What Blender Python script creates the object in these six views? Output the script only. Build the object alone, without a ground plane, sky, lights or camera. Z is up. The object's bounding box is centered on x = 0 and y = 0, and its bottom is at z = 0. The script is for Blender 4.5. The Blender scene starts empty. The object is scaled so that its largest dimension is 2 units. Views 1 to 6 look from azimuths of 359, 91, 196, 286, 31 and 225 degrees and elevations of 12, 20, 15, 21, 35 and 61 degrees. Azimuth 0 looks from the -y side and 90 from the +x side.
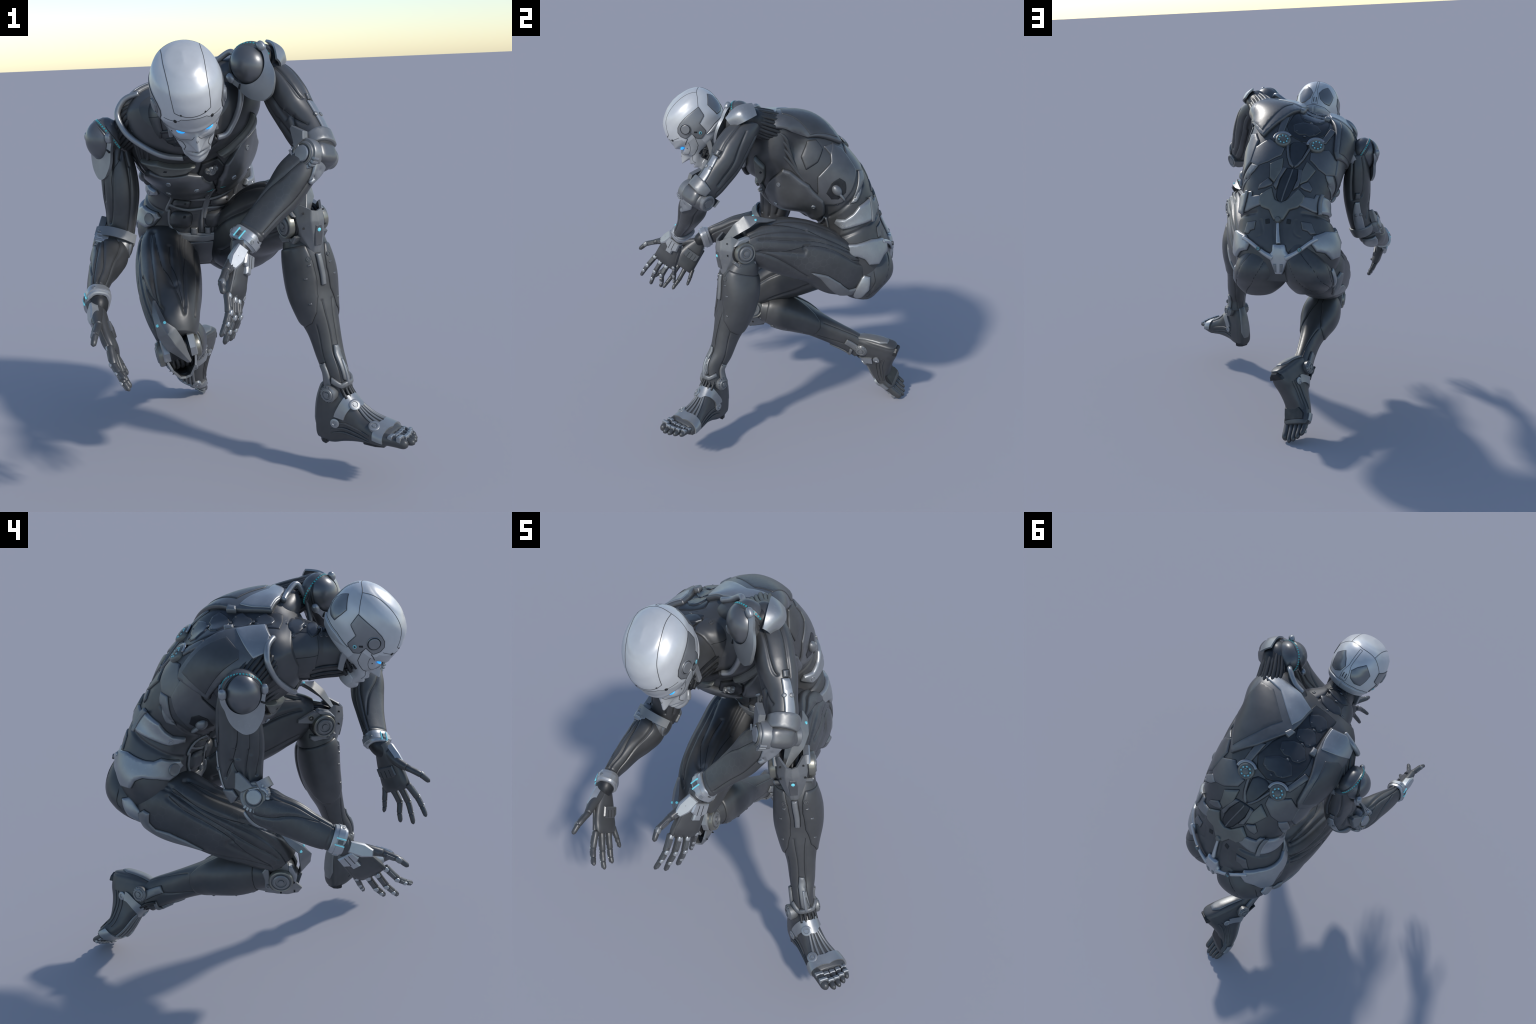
import math
import numpy as np

# ------------------------------------------------------------------ numeric kit
def V(*a):
    return np.array(a if len(a) > 1 else a[0], float)

def unit(v):
    v = np.asarray(v, float)
    return v / np.maximum(np.linalg.norm(v, axis=-1, keepdims=True), 1e-12)

def hermite(x, y, xs):
    """smooth curve through control values y at x, sampled at xs"""
    x = np.asarray(x, float); y = np.asarray(y, float); xs = np.clip(np.asarray(xs, float), x[0], x[-1])
    flat = y.ndim == 1
    if flat:
        y = y[:, None]
    n = len(x)
    if n == 2:
        r = y[0] + (y[1] - y[0]) * ((xs - x[0]) / (x[1] - x[0]))[:, None]
        return r[:, 0] if flat else r
    d = (y[1:] - y[:-1]) / (x[1:] - x[:-1])[:, None]
    m = np.empty_like(y)
    h = (x[1:] - x[:-1])[:, None]
    m[1:-1] = (d[:-1] * h[1:] + d[1:] * h[:-1]) / (h[:-1] + h[1:])
    m[0], m[-1] = 1.5 * d[0] - .5 * m[1], 1.5 * d[-1] - .5 * m[-2]
    i = np.clip(np.searchsorted(x, xs, side='right') - 1, 0, n - 2)
    w = x[i + 1] - x[i]
    s = ((xs - x[i]) / w)[:, None]; w = w[:, None]
    r = (2*s**3 - 3*s**2 + 1) * y[i] + (s**3 - 2*s**2 + s) * w * m[i] + (-2*s**3 + 3*s**2) * y[i+1] + (s**3 - s**2) * w * m[i+1]
    return r[:, 0] if flat else r

def path(pts, n, closed=False):
    """resample control points into a smooth path of n points"""
    pts = np.asarray(pts, float)
    if closed:
        pts = np.vstack([pts[-2:], pts, pts[:3]])
    k = np.r_[0, np.cumsum(np.maximum(np.linalg.norm(np.diff(pts, axis=0), axis=1), 1e-9))]
    if closed:
        return hermite(k, pts, np.linspace(k[2], k[-3], n, endpoint=False))
    return hermite(k, pts, np.linspace(0, k[-1], n))

def polyline(pts, step, closed=False):
    """resample straight segments, corners kept"""
    pts = [np.asarray(p, float) for p in pts]
    if closed:
        pts = pts + [pts[0]]
    out = []
    for p, q in zip(pts[:-1], pts[1:]):
        m = max(1, int(math.ceil(np.linalg.norm(q - p) / step)))
        out += [p + (q - p) * k / m for k in range(m)]
    if not closed:
        out.append(pts[-1])
    return np.array(out)

def seg_dist(P, line):
    """distance of 2D points P (N,2) to a polyline"""
    best = np.full(len(P), 1e9)
    for p, q in zip(line[:-1], line[1:]):
        d = q - p
        s = np.clip(((P - p) @ d) / max(d @ d, 1e-12), 0, 1)
        best = np.minimum(best, np.linalg.norm(P - p - s[:, None] * d, axis=1))
    return best

def spow(c, e):
    return np.sign(c) * np.abs(c) ** e

class Surf:
    """a body lofted through cross-sections.  angle 0 = front, 90 = lateral (+X),
    180 = back, 270 = medial; t runs 0..1 along the spine."""
    def __init__(s, t, C, X, front, R, n=2.2, T=None):
        s.t = np.asarray(t, float); s.C = np.asarray(C, float); s.X = np.asarray(X, float)
        s.front = unit(front); s.R = np.asarray(R, float)
        s.n = np.full(len(s.t), n, float) if np.isscalar(n) else np.asarray(n, float)
        s.bumps = []; s.T = None if T is None else np.asarray(T, float)
        s.len = np.linalg.norm(np.diff(s.C, axis=0), axis=1).sum()
        s.rad = s.R.mean()
        c = s.frames(np.array([.5])); s.flip = np.linalg.det(np.array([c[1][0], c[2][0], c[3][0]])) > 0
    def frames(s, t):
        C = hermite(s.t, s.C, t)
        if s.T is not None:
            T = unit(hermite(s.t, s.T, t))
        else:
            e = 1e-3
            a, b = np.clip(t - e, 0, 1), np.clip(t + e, 0, 1)
            T = unit(hermite(s.t, s.C, b) - hermite(s.t, s.C, a))
        X = hermite(s.t, s.X, t)
        X = unit(X - T * (X * T).sum(1, keepdims=True))
        Y = np.cross(T, X)
        Y *= np.where((Y @ s.front) < 0, -1, 1)[:, None]
        return C, X, Y, T
    def base(s, t, th):
        t = np.atleast_1d(np.asarray(t, float)); th = np.atleast_1d(np.asarray(th, float))
        C, X, Y, T = s.frames(t)
        R = hermite(s.t, s.R, t); e = 2 / hermite(s.t, s.n, t)
        c, q = np.cos(np.radians(th)), np.sin(np.radians(th))
        x = spow(q, e) * np.where(q > 0, R[:, 0], R[:, 1])
        y = spow(c, e) * np.where(c > 0, R[:, 2], R[:, 3])
        return C, X * x[:, None] + Y * y[:, None]
    def at(s, t, th):
        C, d = s.base(t, th)
        if s.bumps:
            h = sum(b(np.atleast_1d(t).astype(float), np.atleast_1d(th).astype(float) % 360) for b in s.bumps)
            d = d + unit(d) * h[:, None]
        return C + d
    def normal(s, t, th):
        t = np.atleast_1d(np.asarray(t, float)); th = np.atleast_1d(np.asarray(th, float))
        a = s.at(np.clip(t + .004, 0, 1), th) - s.at(np.clip(t - .004, 0, 1), th)
        b = s.at(t, th + .8) - s.at(t, th - .8)
        N = unit(np.cross(a, b))
        C, d = s.base(t, th)
        return N * np.where((N * d).sum(1) < 0, -1, 1)[:, None]
    def near_wrap(s, pts):
        """let the angles of an outline run on smoothly past 360"""
        p = np.array(pts, float)
        p[1:, 1] = p[0, 1] + np.cumsum((np.diff(p[:, 1]) + 180) % 360 - 180)
        return p
    def flat(s, tt):
        """(t, angle) -> metric unrolled plane"""
        tt = np.asarray(tt, float)
        return np.stack([tt[:, 0] * s.len, np.radians(tt[:, 1]) * s.rad], 1)
    def unflat(s, p):
        return p[:, 0] / s.len, np.degrees(p[:, 1] / s.rad)
    def groove(s, pts, width=.006, depth=.004, smooth=True):
        pts = np.asarray(pts, float)
        if smooth and len(pts) > 2:
            pts = path(pts, 8 * len(pts))
        line = s.flat(pts)
        (t_lo, a_lo), (t_hi, a_hi) = pts.min(0), pts.max(0)
        def f(t, th):
            out = np.zeros(len(t))
            mt, ma = 3 * width / s.len, math.degrees(3 * width / s.rad)
            for k in (-360, 0, 360):
                i = np.where((t > t_lo - mt) & (t < t_hi + mt) & (th + k > a_lo - ma) & (th + k < a_hi + ma))[0]
                if len(i):
                    d = seg_dist(s.flat(np.stack([t[i], th[i] + k], 1)), line)
                    out[i] -= depth * np.exp(-(d / width) ** 2)
            return out
        s.bumps.append(f)
    def bulge(s, t0, th0, rt, rth, h, sharp=2):
        def f(t, th):
            d = (np.abs((t - t0) / rt) ** sharp + np.abs(((th - th0 + 180) % 360 - 180) / rth) ** sharp)
            return h * np.exp(-d)
        s.bumps.append(f)
    def mesh(s, nt, na, t0=0., t1=1., a0=0., a1=360.):
        full = abs(a1 - a0 - 360) < 1e-6
        ts = np.linspace(t0, t1, nt); th = np.linspace(a0, a1, na, endpoint=not full)
        A, B = np.meshgrid(ts, th, indexing='ij')
        P = s.at(A.ravel(), B.ravel())
        F = []
        idx = np.arange(nt * na).reshape(nt, na)
        j2 = np.roll(np.arange(na), -1) if full else np.arange(1, na)
        j1 = np.arange(na) if full else np.arange(na - 1)
        q = np.stack([idx[:-1][:, j1], idx[:-1][:, j2], idx[1:][:, j2], idx[1:][:, j1]], -1).reshape(-1, 4)
        F = q.tolist()
        if full:
            F.append(idx[0][::-1].tolist()); F.append(idx[-1].tolist())
        if s.flip:
            F = [f[::-1] for f in F]
        return P, F

# ------------------------------------------------------------------ skeleton
KNEE = {'L': (V(.174,-.293,1.175), V(.352,-.191,1.192)), 'R': (V(-.245,-.158,.598), V(-.433,-.198,.567))}   # inner, outer hinge
ANKLE = {'L': (V(.336,-.412,.407), V(.444,-.281,.417)), 'R': (V(-.243,.548,.343), V(-.393,.582,.383))}
HIP = {'L': V(-.105,.43,1.03), 'R': V(-.375,.42,1.0)}
BALL = {'L': V(.053,-.300,1.889), 'R': V(-.636,-.090,1.578)}
ELBOW = {'L': (V(.389,-.397,1.475), V(.245,-.551,1.522)), 'R': (V(-.521,-.143,1.068), V(-.702,-.148,1.121))}  # medial, lateral hinge
OLEC = {'L': V(.395,-.47,1.505), 'R': V(-.62,-.025,1.03)}
WRIST = {'L': V(-.018,-.622,1.152), 'R': V(-.652,-.545,.905)}
SIDES = ('L', 'R')
def mid(p):
    return (p[0] + p[1]) / 2
def lat(p):
    return unit(p[1] - p[0])

# ---- torso: pelvis floor -> waist -> chest -> neck root
TORSO = Surf(
    [0.0, 0.1, 0.22, 0.34, 0.46, 0.6, 0.72, 0.82, 0.9, 1.0],
    [(-.229, .491, .898), (-.238, .459, 1.048), (-.226, .416, 1.192), (-.216, .387, 1.323), (-.222, .308, 1.456),
     (-.230, .174, 1.567), (-.252, .039, 1.664), (-.245, -.068, 1.712), (-.232, -.167, 1.747), (-.243, -.251, 1.749)],
    [(1, .05, .01), (1, .03, .01), (1, -.02, -.01), (1, .07, .03), (.97, .2, .16), (.97, .17, .19), (.95, .16, .28), (.94, .14, .32), (.96, .13, .25), (.98, .1, .17)],
    (0, -.96, -.29),
    [(.285, .275, .114, .17), (.312, .325, .192, .205), (.293, .297, .176, .20), (.258, .262, .188, .178), (.270, .280, .236, .183),
     (.300, .305, .315, .212), (.330, .312, .318, .214), (.355, .300, .262, .166), (.30, .285, .238, .105), (.20, .20, .135, .064)], 2.25,
    [(0, -.25, 1), (0, -.3, .95), (0, -.35, .93), (0, -.45, .9), (0, -.62, .78), (0, -.75, .66), (0, -.86, .5), (.02, -.93, .36), (.05, -.95, .3), (.05, -.96, .27)])
def _trough(t, th):
    """hollow along the spine, and the flat midline of the belly"""
    d = (th - np.interp(t, [0, .35, .55, .75, .9], [180, 182, 185, 186, 190]) + 180) % 360 - 180
    return -(.022 + .012 * np.exp(-((t - .78) / .1) ** 2)) * np.exp(-(d / 17) ** 2) * np.clip((t - .12) / .15, 0, 1) * np.clip((.97 - t) / .15, 0, 1)
TORSO.bumps.append(_trough)

# ---- limbs: rows of t, spine x y z, half width, half depth; then lateral axis at start, middle, end; front; squareness
def limb(rows, X, front, n):
    r = np.array(rows, float)
    ax = hermite([0, .5, 1], np.array(X, float), r[:, 0])
    return Surf(r[:, 0], r[:, 1:4], ax, front, r[:, [4, 4, 5, 5]], n)
UPPER = {
    'L': limb([(0.0, 0.109, -0.225, 1.87, 0.08, 0.06), (0.162, 0.167, -0.263, 1.814, 0.086, 0.082), (0.333, 0.204, -0.298, 1.748, 0.084, 0.096), (0.524, 0.238, -0.328, 1.68, 0.079, 0.094), (0.714, 0.271, -0.371, 1.615, 0.07, 0.092), (0.886, 0.304, -0.42, 1.556, 0.07, 0.083), (1.0, 0.326, -0.468, 1.511, 0.066, 0.072)],
        [(-0.67, -0.74, 0.11), (-0.59, -0.8, 0.05), (-0.56, -0.83, -0.04)], (-1.0, -0.05, -0.08), 2.3),
    'R': limb([(0.0, -0.585, -0.043, 1.583, 0.061, 0.068), (0.162, -0.585, -0.047, 1.502, 0.074, 0.091), (0.333, -0.577, -0.053, 1.416, 0.084, 0.104), (0.524, -0.572, -0.059, 1.32, 0.085, 0.107), (0.714, -0.576, -0.058, 1.223, 0.073, 0.102), (0.886, -0.589, -0.072, 1.138, 0.068, 0.09), (1.0, -0.601, -0.096, 1.084, 0.064, 0.075)],
        [(-1.0, -0.07, 0.04), (-1.0, -0.04, 0.02), (-0.98, -0.01, 0.2)], (0.06, -0.88, 0.47), 2.3)}
FORE = {
    'L': limb([(0.0, 0.317, -0.476, 1.514, 0.061, 0.052), (0.124, 0.27, -0.486, 1.476, 0.071, 0.074), (0.278, 0.219, -0.504, 1.422, 0.069, 0.088), (0.454, 0.169, -0.516, 1.353, 0.063, 0.088), (0.66, 0.101, -0.542, 1.282, 0.05, 0.076), (0.845, 0.04, -0.571, 1.22, 0.041, 0.07), (1.0, -0.01, -0.595, 1.168, 0.04, 0.064)],
        [(-0.37, -0.66, 0.66), (-0.48, -0.65, 0.58), (-0.35, -0.66, 0.67)], (-0.64, 0.7, 0.32), 2.3),
    'R': limb([(0.0, -0.621, -0.136, 1.087, 0.068, 0.073), (0.124, -0.627, -0.175, 1.055, 0.085, 0.087), (0.278, -0.638, -0.234, 1.029, 0.079, 0.086), (0.454, -0.648, -0.306, 1.007, 0.062, 0.085), (0.66, -0.656, -0.389, 0.973, 0.05, 0.075), (0.845, -0.659, -0.464, 0.945, 0.038, 0.064), (1.0, -0.644, -0.53, 0.921, 0.04, 0.05)],
        [(-0.97, -0.08, 0.23), (-0.96, -0.01, 0.27), (-0.93, -0.24, 0.27)], (0.26, -0.44, 0.86), 2.3)}
THIGH = {
    'L': limb([(0.0, -0.136, 0.51, 0.972, 0.08, 0.076), (0.107, -0.081, 0.433, 0.981, 0.142, 0.144), (0.241, -0.016, 0.338, 1.018, 0.166, 0.175), (0.42, 0.05, 0.214, 1.103, 0.166, 0.173), (0.598, 0.111, 0.08, 1.159, 0.149, 0.176), (0.777, 0.188, -0.053, 1.198, 0.117, 0.155), (0.911, 0.242, -0.161, 1.208, 0.09, 0.113), (1.0, 0.272, -0.236, 1.198, 0.068, 0.069)],
        [(0.82, 0.55, -0.15), (0.87, 0.49, 0.06), (0.93, 0.37, 0.08)], (-0.17, 0.13, 0.98), 2.2),
    'R': limb([(0.0, -0.398, 0.5, 1.031, 0.077, 0.085), (0.107, -0.406, 0.426, 0.976, 0.136, 0.152), (0.241, -0.404, 0.327, 0.929, 0.158, 0.179), (0.42, -0.393, 0.193, 0.874, 0.165, 0.168), (0.598, -0.379, 0.06, 0.814, 0.156, 0.16), (0.777, -0.365, -0.07, 0.747, 0.136, 0.132), (0.911, -0.349, -0.158, 0.674, 0.11, 0.094), (1.0, -0.344, -0.203, 0.611, 0.08, 0.06)],
        [(-1.0, -0.01, -0.0), (-0.99, -0.01, -0.11), (-1.0, 0.04, 0.06)], (-0.01, -0.57, 0.82), 2.2)}
SHIN = {
    'L': limb([(0.0, 0.258, -0.219, 1.167, 0.075, 0.068), (0.082, 0.268, -0.216, 1.101, 0.092, 0.09), (0.163, 0.276, -0.227, 1.039, 0.102, 0.108), (0.286, 0.291, -0.229, 0.946, 0.115, 0.111), (0.408, 0.302, -0.242, 0.852, 0.113, 0.102), (0.52, 0.319, -0.263, 0.768, 0.094, 0.092), (0.633, 0.342, -0.285, 0.686, 0.073, 0.076), (0.776, 0.365, -0.311, 0.583, 0.063, 0.064), (0.898, 0.387, -0.345, 0.493, 0.052, 0.064), (1.0, 0.395, -0.335, 0.412, 0.057, 0.066)],
        [(0.85, 0.49, 0.19), (0.79, 0.62, -0.03), (0.63, 0.75, 0.22)], (0.47, -0.86, 0.19), 2.3),
    'R': limb([(0.0, -0.345, -0.161, 0.588, 0.076, 0.062), (0.082, -0.339, -0.099, 0.575, 0.092, 0.08), (0.163, -0.334, -0.037, 0.569, 0.106, 0.098), (0.286, -0.339, 0.056, 0.553, 0.118, 0.11), (0.408, -0.338, 0.145, 0.527, 0.112, 0.098), (0.52, -0.331, 0.224, 0.495, 0.089, 0.084), (0.633, -0.325, 0.303, 0.461, 0.068, 0.079), (0.776, -0.323, 0.404, 0.417, 0.054, 0.077), (0.898, -0.324, 0.489, 0.378, 0.049, 0.078), (1.0, -0.324, 0.556, 0.337, 0.054, 0.078)],
        [(-0.98, 0.0, -0.22), (-1.0, 0.08, 0.01), (-0.96, 0.17, 0.24)], (0.21, -0.28, -0.94), 2.3)}

# ---- buttocks
def _glute(rows, x):
    r = np.array(rows, float)
    return Surf(np.linspace(0, 1, len(r)), r[:, :3], [(x, 0, 0)] * len(r), (0, -1, 0), r[:, 3:], 2.15, [(0, 0, 1)] * len(r))
GLUTE = {
    'L': _glute([(-.06, .505, .815, .055, .055, .07, .045), (-.067, .506, .83, .101, .097, .11, .07), (-.077, .502, .89, .154, .155, .145, .123),
                 (-.092, .513, .97, .165, .167, .155, .168), (-.104, .522, 1.06, .141, .128, .149, .145), (-.115, .505, 1.151, .084, .08, .095, .095)], 1),
    'R': _glute([(-.335, .452, .815, .09, .035, .05, .045), (-.333, .452, .828, .14, .055, .083, .075), (-.356, .49, .891, .170, .105, .132, .138),
                 (-.355, .535, .968, .166, .108, .151, .160), (-.345, .552, 1.063, .139, .095, .145, .140), (-.34, .54, 1.17, .07, .06, .099, .085)], -1)}


# ---- head frame: pitched so that the face is upright in head space
HX = unit(V(.163, .016, .02)); _hz = unit(V(0,0,1.) - HX * HX[2]); _hf = np.cross(HX, _hz)
HY = unit(.72 * _hf - .69 * _hz); HZ = unit(.69 * _hf + .72 * _hz)
HO = V(-.2, -.55, 1.78) - HX * .007
HEADM = np.stack([HX, HY, HZ], 1)
def head(p):
    return HO + np.asarray(p, float) @ HEADM.T

def foot_frame(s):
    if s == 'L':
        o = mid(ANKLE['L']) + V(.004, -.003, -.006); Y = unit(V(.385, -.295, .0)); Z = V(0, 0, 1.); X = unit(V(.61, .79, 0))
        return o, X, Y, Z
    o = V(-.325, .546, .350)
    X, Y = unit(V(-.888, .349, .299)), unit(V(-.345, .035, -.937)); Y = unit(Y - X * (X @ Y)); Z = np.cross(X, Y)
    return o, X, Y, Z if Z[1] < 0 else -Z

# ---- neck, from the trapezius cone up to the skull
NECK = Surf([0, .28, .48, .68, .86, 1], [(-.252,-.13,1.715), (-.245,-.22,1.70), (-.235,-.29,1.682), (-.216,-.36,1.672), (-.203,-.43,1.672), (-.196,-.49,1.685)],
            [(1, .05, .2)] * 6, (0, 0, -1), [(.22,.20,.17,.10), (.175,.165,.15,.108), (.135,.14,.135,.115), (.10,.105,.115,.110), (.085,.088,.11,.105), (.08,.08,.10,.09)], 2.2)

def head_surface(n_z=210, n_a=260):
    """helmet and face in head space: x left, y forward, z up"""
    z = [-.245, -.22, -.18, -.14, -.115, -.087, -.046, -.02, .04, .10, .147, .17, .187, .196]
    fr = [.152, .165, .170, .168, .165, .166, .170, .178, .177, .159, .124, .087, .045, .0]
    bk = [.075, .06, .045, .0, -.12, -.158, -.180, -.19, -.198, -.193, -.165, -.135, -.09, -.04]
    wd = [.036, .048, .062, .086, .108, .122, .137, .145, .149, .142, .117, .088, .052, .004]
    zs = np.r_[np.linspace(-.245, .147, n_z - 50), np.linspace(.149, .196, 50)]
    f, b, w = hermite(z, fr, zs), hermite(z, bk, zs), hermite(z, wd, zs)
    th = np.linspace(0, 2 * np.pi, n_a, endpoint=False)
    c = (f + b) / 2; r = (f - b) / 2
    P = np.vstack([np.stack([spow(np.sin(th), .95) * w[i], c[i] + np.cos(th) * r[i], np.full(n_a, zz)], 1) for i, zz in enumerate(zs)])
    x, y, zz = P.T.copy()
    front = np.clip((y - .05) / .06, 0, 1)
    def g(a, s): return np.exp(-(a / s) ** 2)
    # nose wedge
    s = np.clip((-.054 - zz) / .058, 0, 1) * np.clip((zz + .127) / .010, 0, 1)
    y += front * .048 * s * g(x, .009 + .012 * s)
    # brow ridge, eye sockets, cheek bones
    y += front * .007 * g(zz + .026 - .10 * np.abs(x), .012) * g(x, .09)
    y -= front * .020 * (g(np.abs(x) - .055, .030) * g(zz + .050 - .08 * (np.abs(x) - .05), .012))
    y -= front * .006 * g(x, .02) * g(zz + .046, .012)
    y += front * .006 * g(np.abs(x) - .075, .025) * g(zz + .085, .02)
    y -= front * .010 * g(np.abs(x) - .05, .022) * g(zz + .125, .022)
    # mouth and chin
    y += front * .010 * g(x, .024) * g(zz + .150, .010)
    y -= front * .012 * g(x, .028) * g(zz + .166, .0055)
    y += front * .008 * g(x, .022) * g(zz + .180, .008)
    y -= front * .010 * g(x, .045) * g(zz + .198, .010)
    y += front * .008 * g(x, .028) * g(zz + .228, .018)
    # hollow behind the cheek plate
    k = g(zz + .155, .04) * g(y - .06, .045)
    x -= np.sign(x) * .020 * k
    P = np.stack([x, y, zz], 1)
    idx = np.arange(n_z * n_a).reshape(n_z, n_a)
    F = np.stack([idx[:-1], np.roll(idx[:-1], -1, 1), np.roll(idx[1:], -1, 1), idx[1:]], -1).reshape(-1, 4)[:, ::-1].tolist() + [idx[0].tolist(), idx[-1][::-1].tolist()]
    return P, F
HP, HF = head_surface()
import bpy, bmesh
from mathutils import Vector, Matrix
from mathutils.geometry import delaunay_2d_cdt
from mathutils.bvhtree import BVHTree
rng = np.random.default_rng(7)

# ------------------------------------------------------------------ materials
def material(name, col, metal=.4, rough=.4, vary=.12, scale=14, bump=.05, coat=0., wear=0., hexes=None):
    m = bpy.data.materials.new(name); m.use_nodes = True
    nt = m.node_tree; N, L = nt.nodes, nt.links
    p = N['Principled BSDF']
    p.inputs['Metallic'].default_value = metal
    p.inputs['Coat Weight'].default_value = coat
    p.inputs['Coat Roughness'].default_value = .12
    tc = N.new('ShaderNodeTexCoord')
    n1 = N.new('ShaderNodeTexNoise'); n1.inputs['Scale'].default_value = scale; n1.inputs['Detail'].default_value = 6; n1.inputs['Roughness'].default_value = .62
    L.new(tc.outputs['Object'], n1.inputs['Vector'])
    n2 = N.new('ShaderNodeTexNoise'); n2.inputs['Scale'].default_value = scale * 9; n2.inputs['Detail'].default_value = 3
    L.new(tc.outputs['Object'], n2.inputs['Vector'])
    r = N.new('ShaderNodeValToRGB')
    c = np.array(col)
    r.color_ramp.elements[0].position = .3; r.color_ramp.elements[1].position = .72
    r.color_ramp.elements[0].color = (*(c * (1 - vary)), 1); r.color_ramp.elements[1].color = (*(c * (1 + vary)), 1)
    L.new(n1.outputs['Fac'], r.inputs['Fac'])
    out = r.outputs['Color']
    if wear:
        mx = N.new('ShaderNodeMix'); mx.data_type = 'RGBA'
        rw = N.new('ShaderNodeValToRGB'); rw.color_ramp.elements[0].position = .60; rw.color_ramp.elements[1].position = .74
        L.new(n2.outputs['Fac'], rw.inputs['Fac'])
        mm = N.new('ShaderNodeMath'); mm.operation = 'MULTIPLY'; mm.inputs[1].default_value = wear
        L.new(rw.outputs['Color'], mm.inputs[0]); L.new(mm.outputs[0], mx.inputs['Factor'])
        L.new(out, mx.inputs['A']); mx.inputs['B'].default_value = (*np.clip(c * 1.7 + .02, 0, 1), 1)
        out = mx.outputs['Result']
    if hexes:
        out = hex_layer(nt, tc, out, c, *hexes)
    L.new(out, p.inputs['Base Color'])
    rr = N.new('ShaderNodeMapRange'); rr.inputs['To Min'].default_value = rough - .06; rr.inputs['To Max'].default_value = rough + .08
    L.new(n2.outputs['Fac'], rr.inputs['Value']); L.new(rr.outputs['Result'], p.inputs['Roughness'])
    if bump:
        b = N.new('ShaderNodeBump'); b.inputs['Strength'].default_value = bump; b.inputs['Distance'].default_value = .002
        L.new(n2.outputs['Fac'], b.inputs['Height']); L.new(b.outputs['Normal'], p.inputs['Normal'])
    return m

def hex_layer(nt, tc, col, c, axes, size, mask_axis, lo, hi, gain):
    """faint honeycomb printed on one side of a limb, in limb coordinates"""
    N, L = nt.nodes, nt.links
    sep = N.new('ShaderNodeSeparateXYZ'); L.new(tc.outputs['Object'], sep.inputs[0])
    cmb = N.new('ShaderNodeCombineXYZ')
    L.new(sep.outputs[axes[0]], cmb.inputs[0]); L.new(sep.outputs[axes[1]], cmb.inputs[1])
    def vm(op, a, b=None):
        n = N.new('ShaderNodeVectorMath'); n.operation = op
        for i, q in enumerate((a, b)):
            if q is None: continue
            if isinstance(q, tuple): n.inputs[i].default_value = q
            else: L.new(q, n.inputs[i])
        return n.outputs['Value'] if op in ('DOT_PRODUCT', 'LENGTH') else n.outputs['Vector']
    def ma(op, a, b):
        n = N.new('ShaderNodeMath'); n.operation = op
        for i, q in enumerate((a, b)):
            if isinstance(q, (int, float)): n.inputs[i].default_value = q
            else: L.new(q, n.inputs[i])
        return n.outputs[0]
    p = vm('MULTIPLY', cmb.outputs[0], (1/size, 1/size, 0))
    p = vm('ADD', p, (100., 173.2, 0))
    R, H = (1., 1.7320508, 1.), (.5, .8660254, .5)
    a = vm('SUBTRACT', vm('MODULO', p, R), (.5, .8660254, 0.))
    b = vm('SUBTRACT', vm('MODULO', vm('SUBTRACT', p, (.5, .8660254, 0.)), R), (.5, .8660254, 0.))
    def hd(v):
        v = vm('ABSOLUTE', v)
        s = N.new('ShaderNodeSeparateXYZ'); L.new(v, s.inputs[0])
        return ma('MAXIMUM', s.outputs[0], ma('ADD', ma('MULTIPLY', s.outputs[0], .5), ma('MULTIPLY', s.outputs[1], .8660254)))
    d = ma('MINIMUM', hd(a), hd(b))
    line = N.new('ShaderNodeMapRange'); line.inputs['From Min'].default_value = .43; line.inputs['From Max'].default_value = .49
    L.new(d, line.inputs['Value'])
    mk = N.new('ShaderNodeMapRange'); mk.inputs['From Min'].default_value = lo; mk.inputs['From Max'].default_value = hi
    L.new(sep.outputs[mask_axis], mk.inputs['Value'])
    nz = N.new('ShaderNodeTexNoise'); nz.inputs['Scale'].default_value = 7.
    L.new(tc.outputs['Object'], nz.inputs['Vector'])
    nr = N.new('ShaderNodeMapRange'); nr.inputs['From Min'].default_value = .42; nr.inputs['From Max'].default_value = .6
    L.new(nz.outputs['Fac'], nr.inputs['Value'])
    fac = ma('MULTIPLY', ma('MULTIPLY', line.outputs[0], mk.outputs[0]), ma('MULTIPLY', nr.outputs[0], gain))
    mx = N.new('ShaderNodeMix'); mx.data_type = 'RGBA'
    L.new(fac, mx.inputs['Factor']); L.new(col, mx.inputs['A']); mx.inputs['B'].default_value = (*np.clip(c * 1.9 + .015, 0, 1), 1)
    return mx.outputs['Result']

def glow(name, col, strength):
    m = bpy.data.materials.new(name); m.use_nodes = True
    p = m.node_tree.nodes['Principled BSDF']
    p.inputs['Base Color'].default_value = (*col, 1); p.inputs['Emission Color'].default_value = (*col, 1); p.inputs['Emission Strength'].default_value = strength
    p.inputs['Roughness'].default_value = .2
    return m

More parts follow.
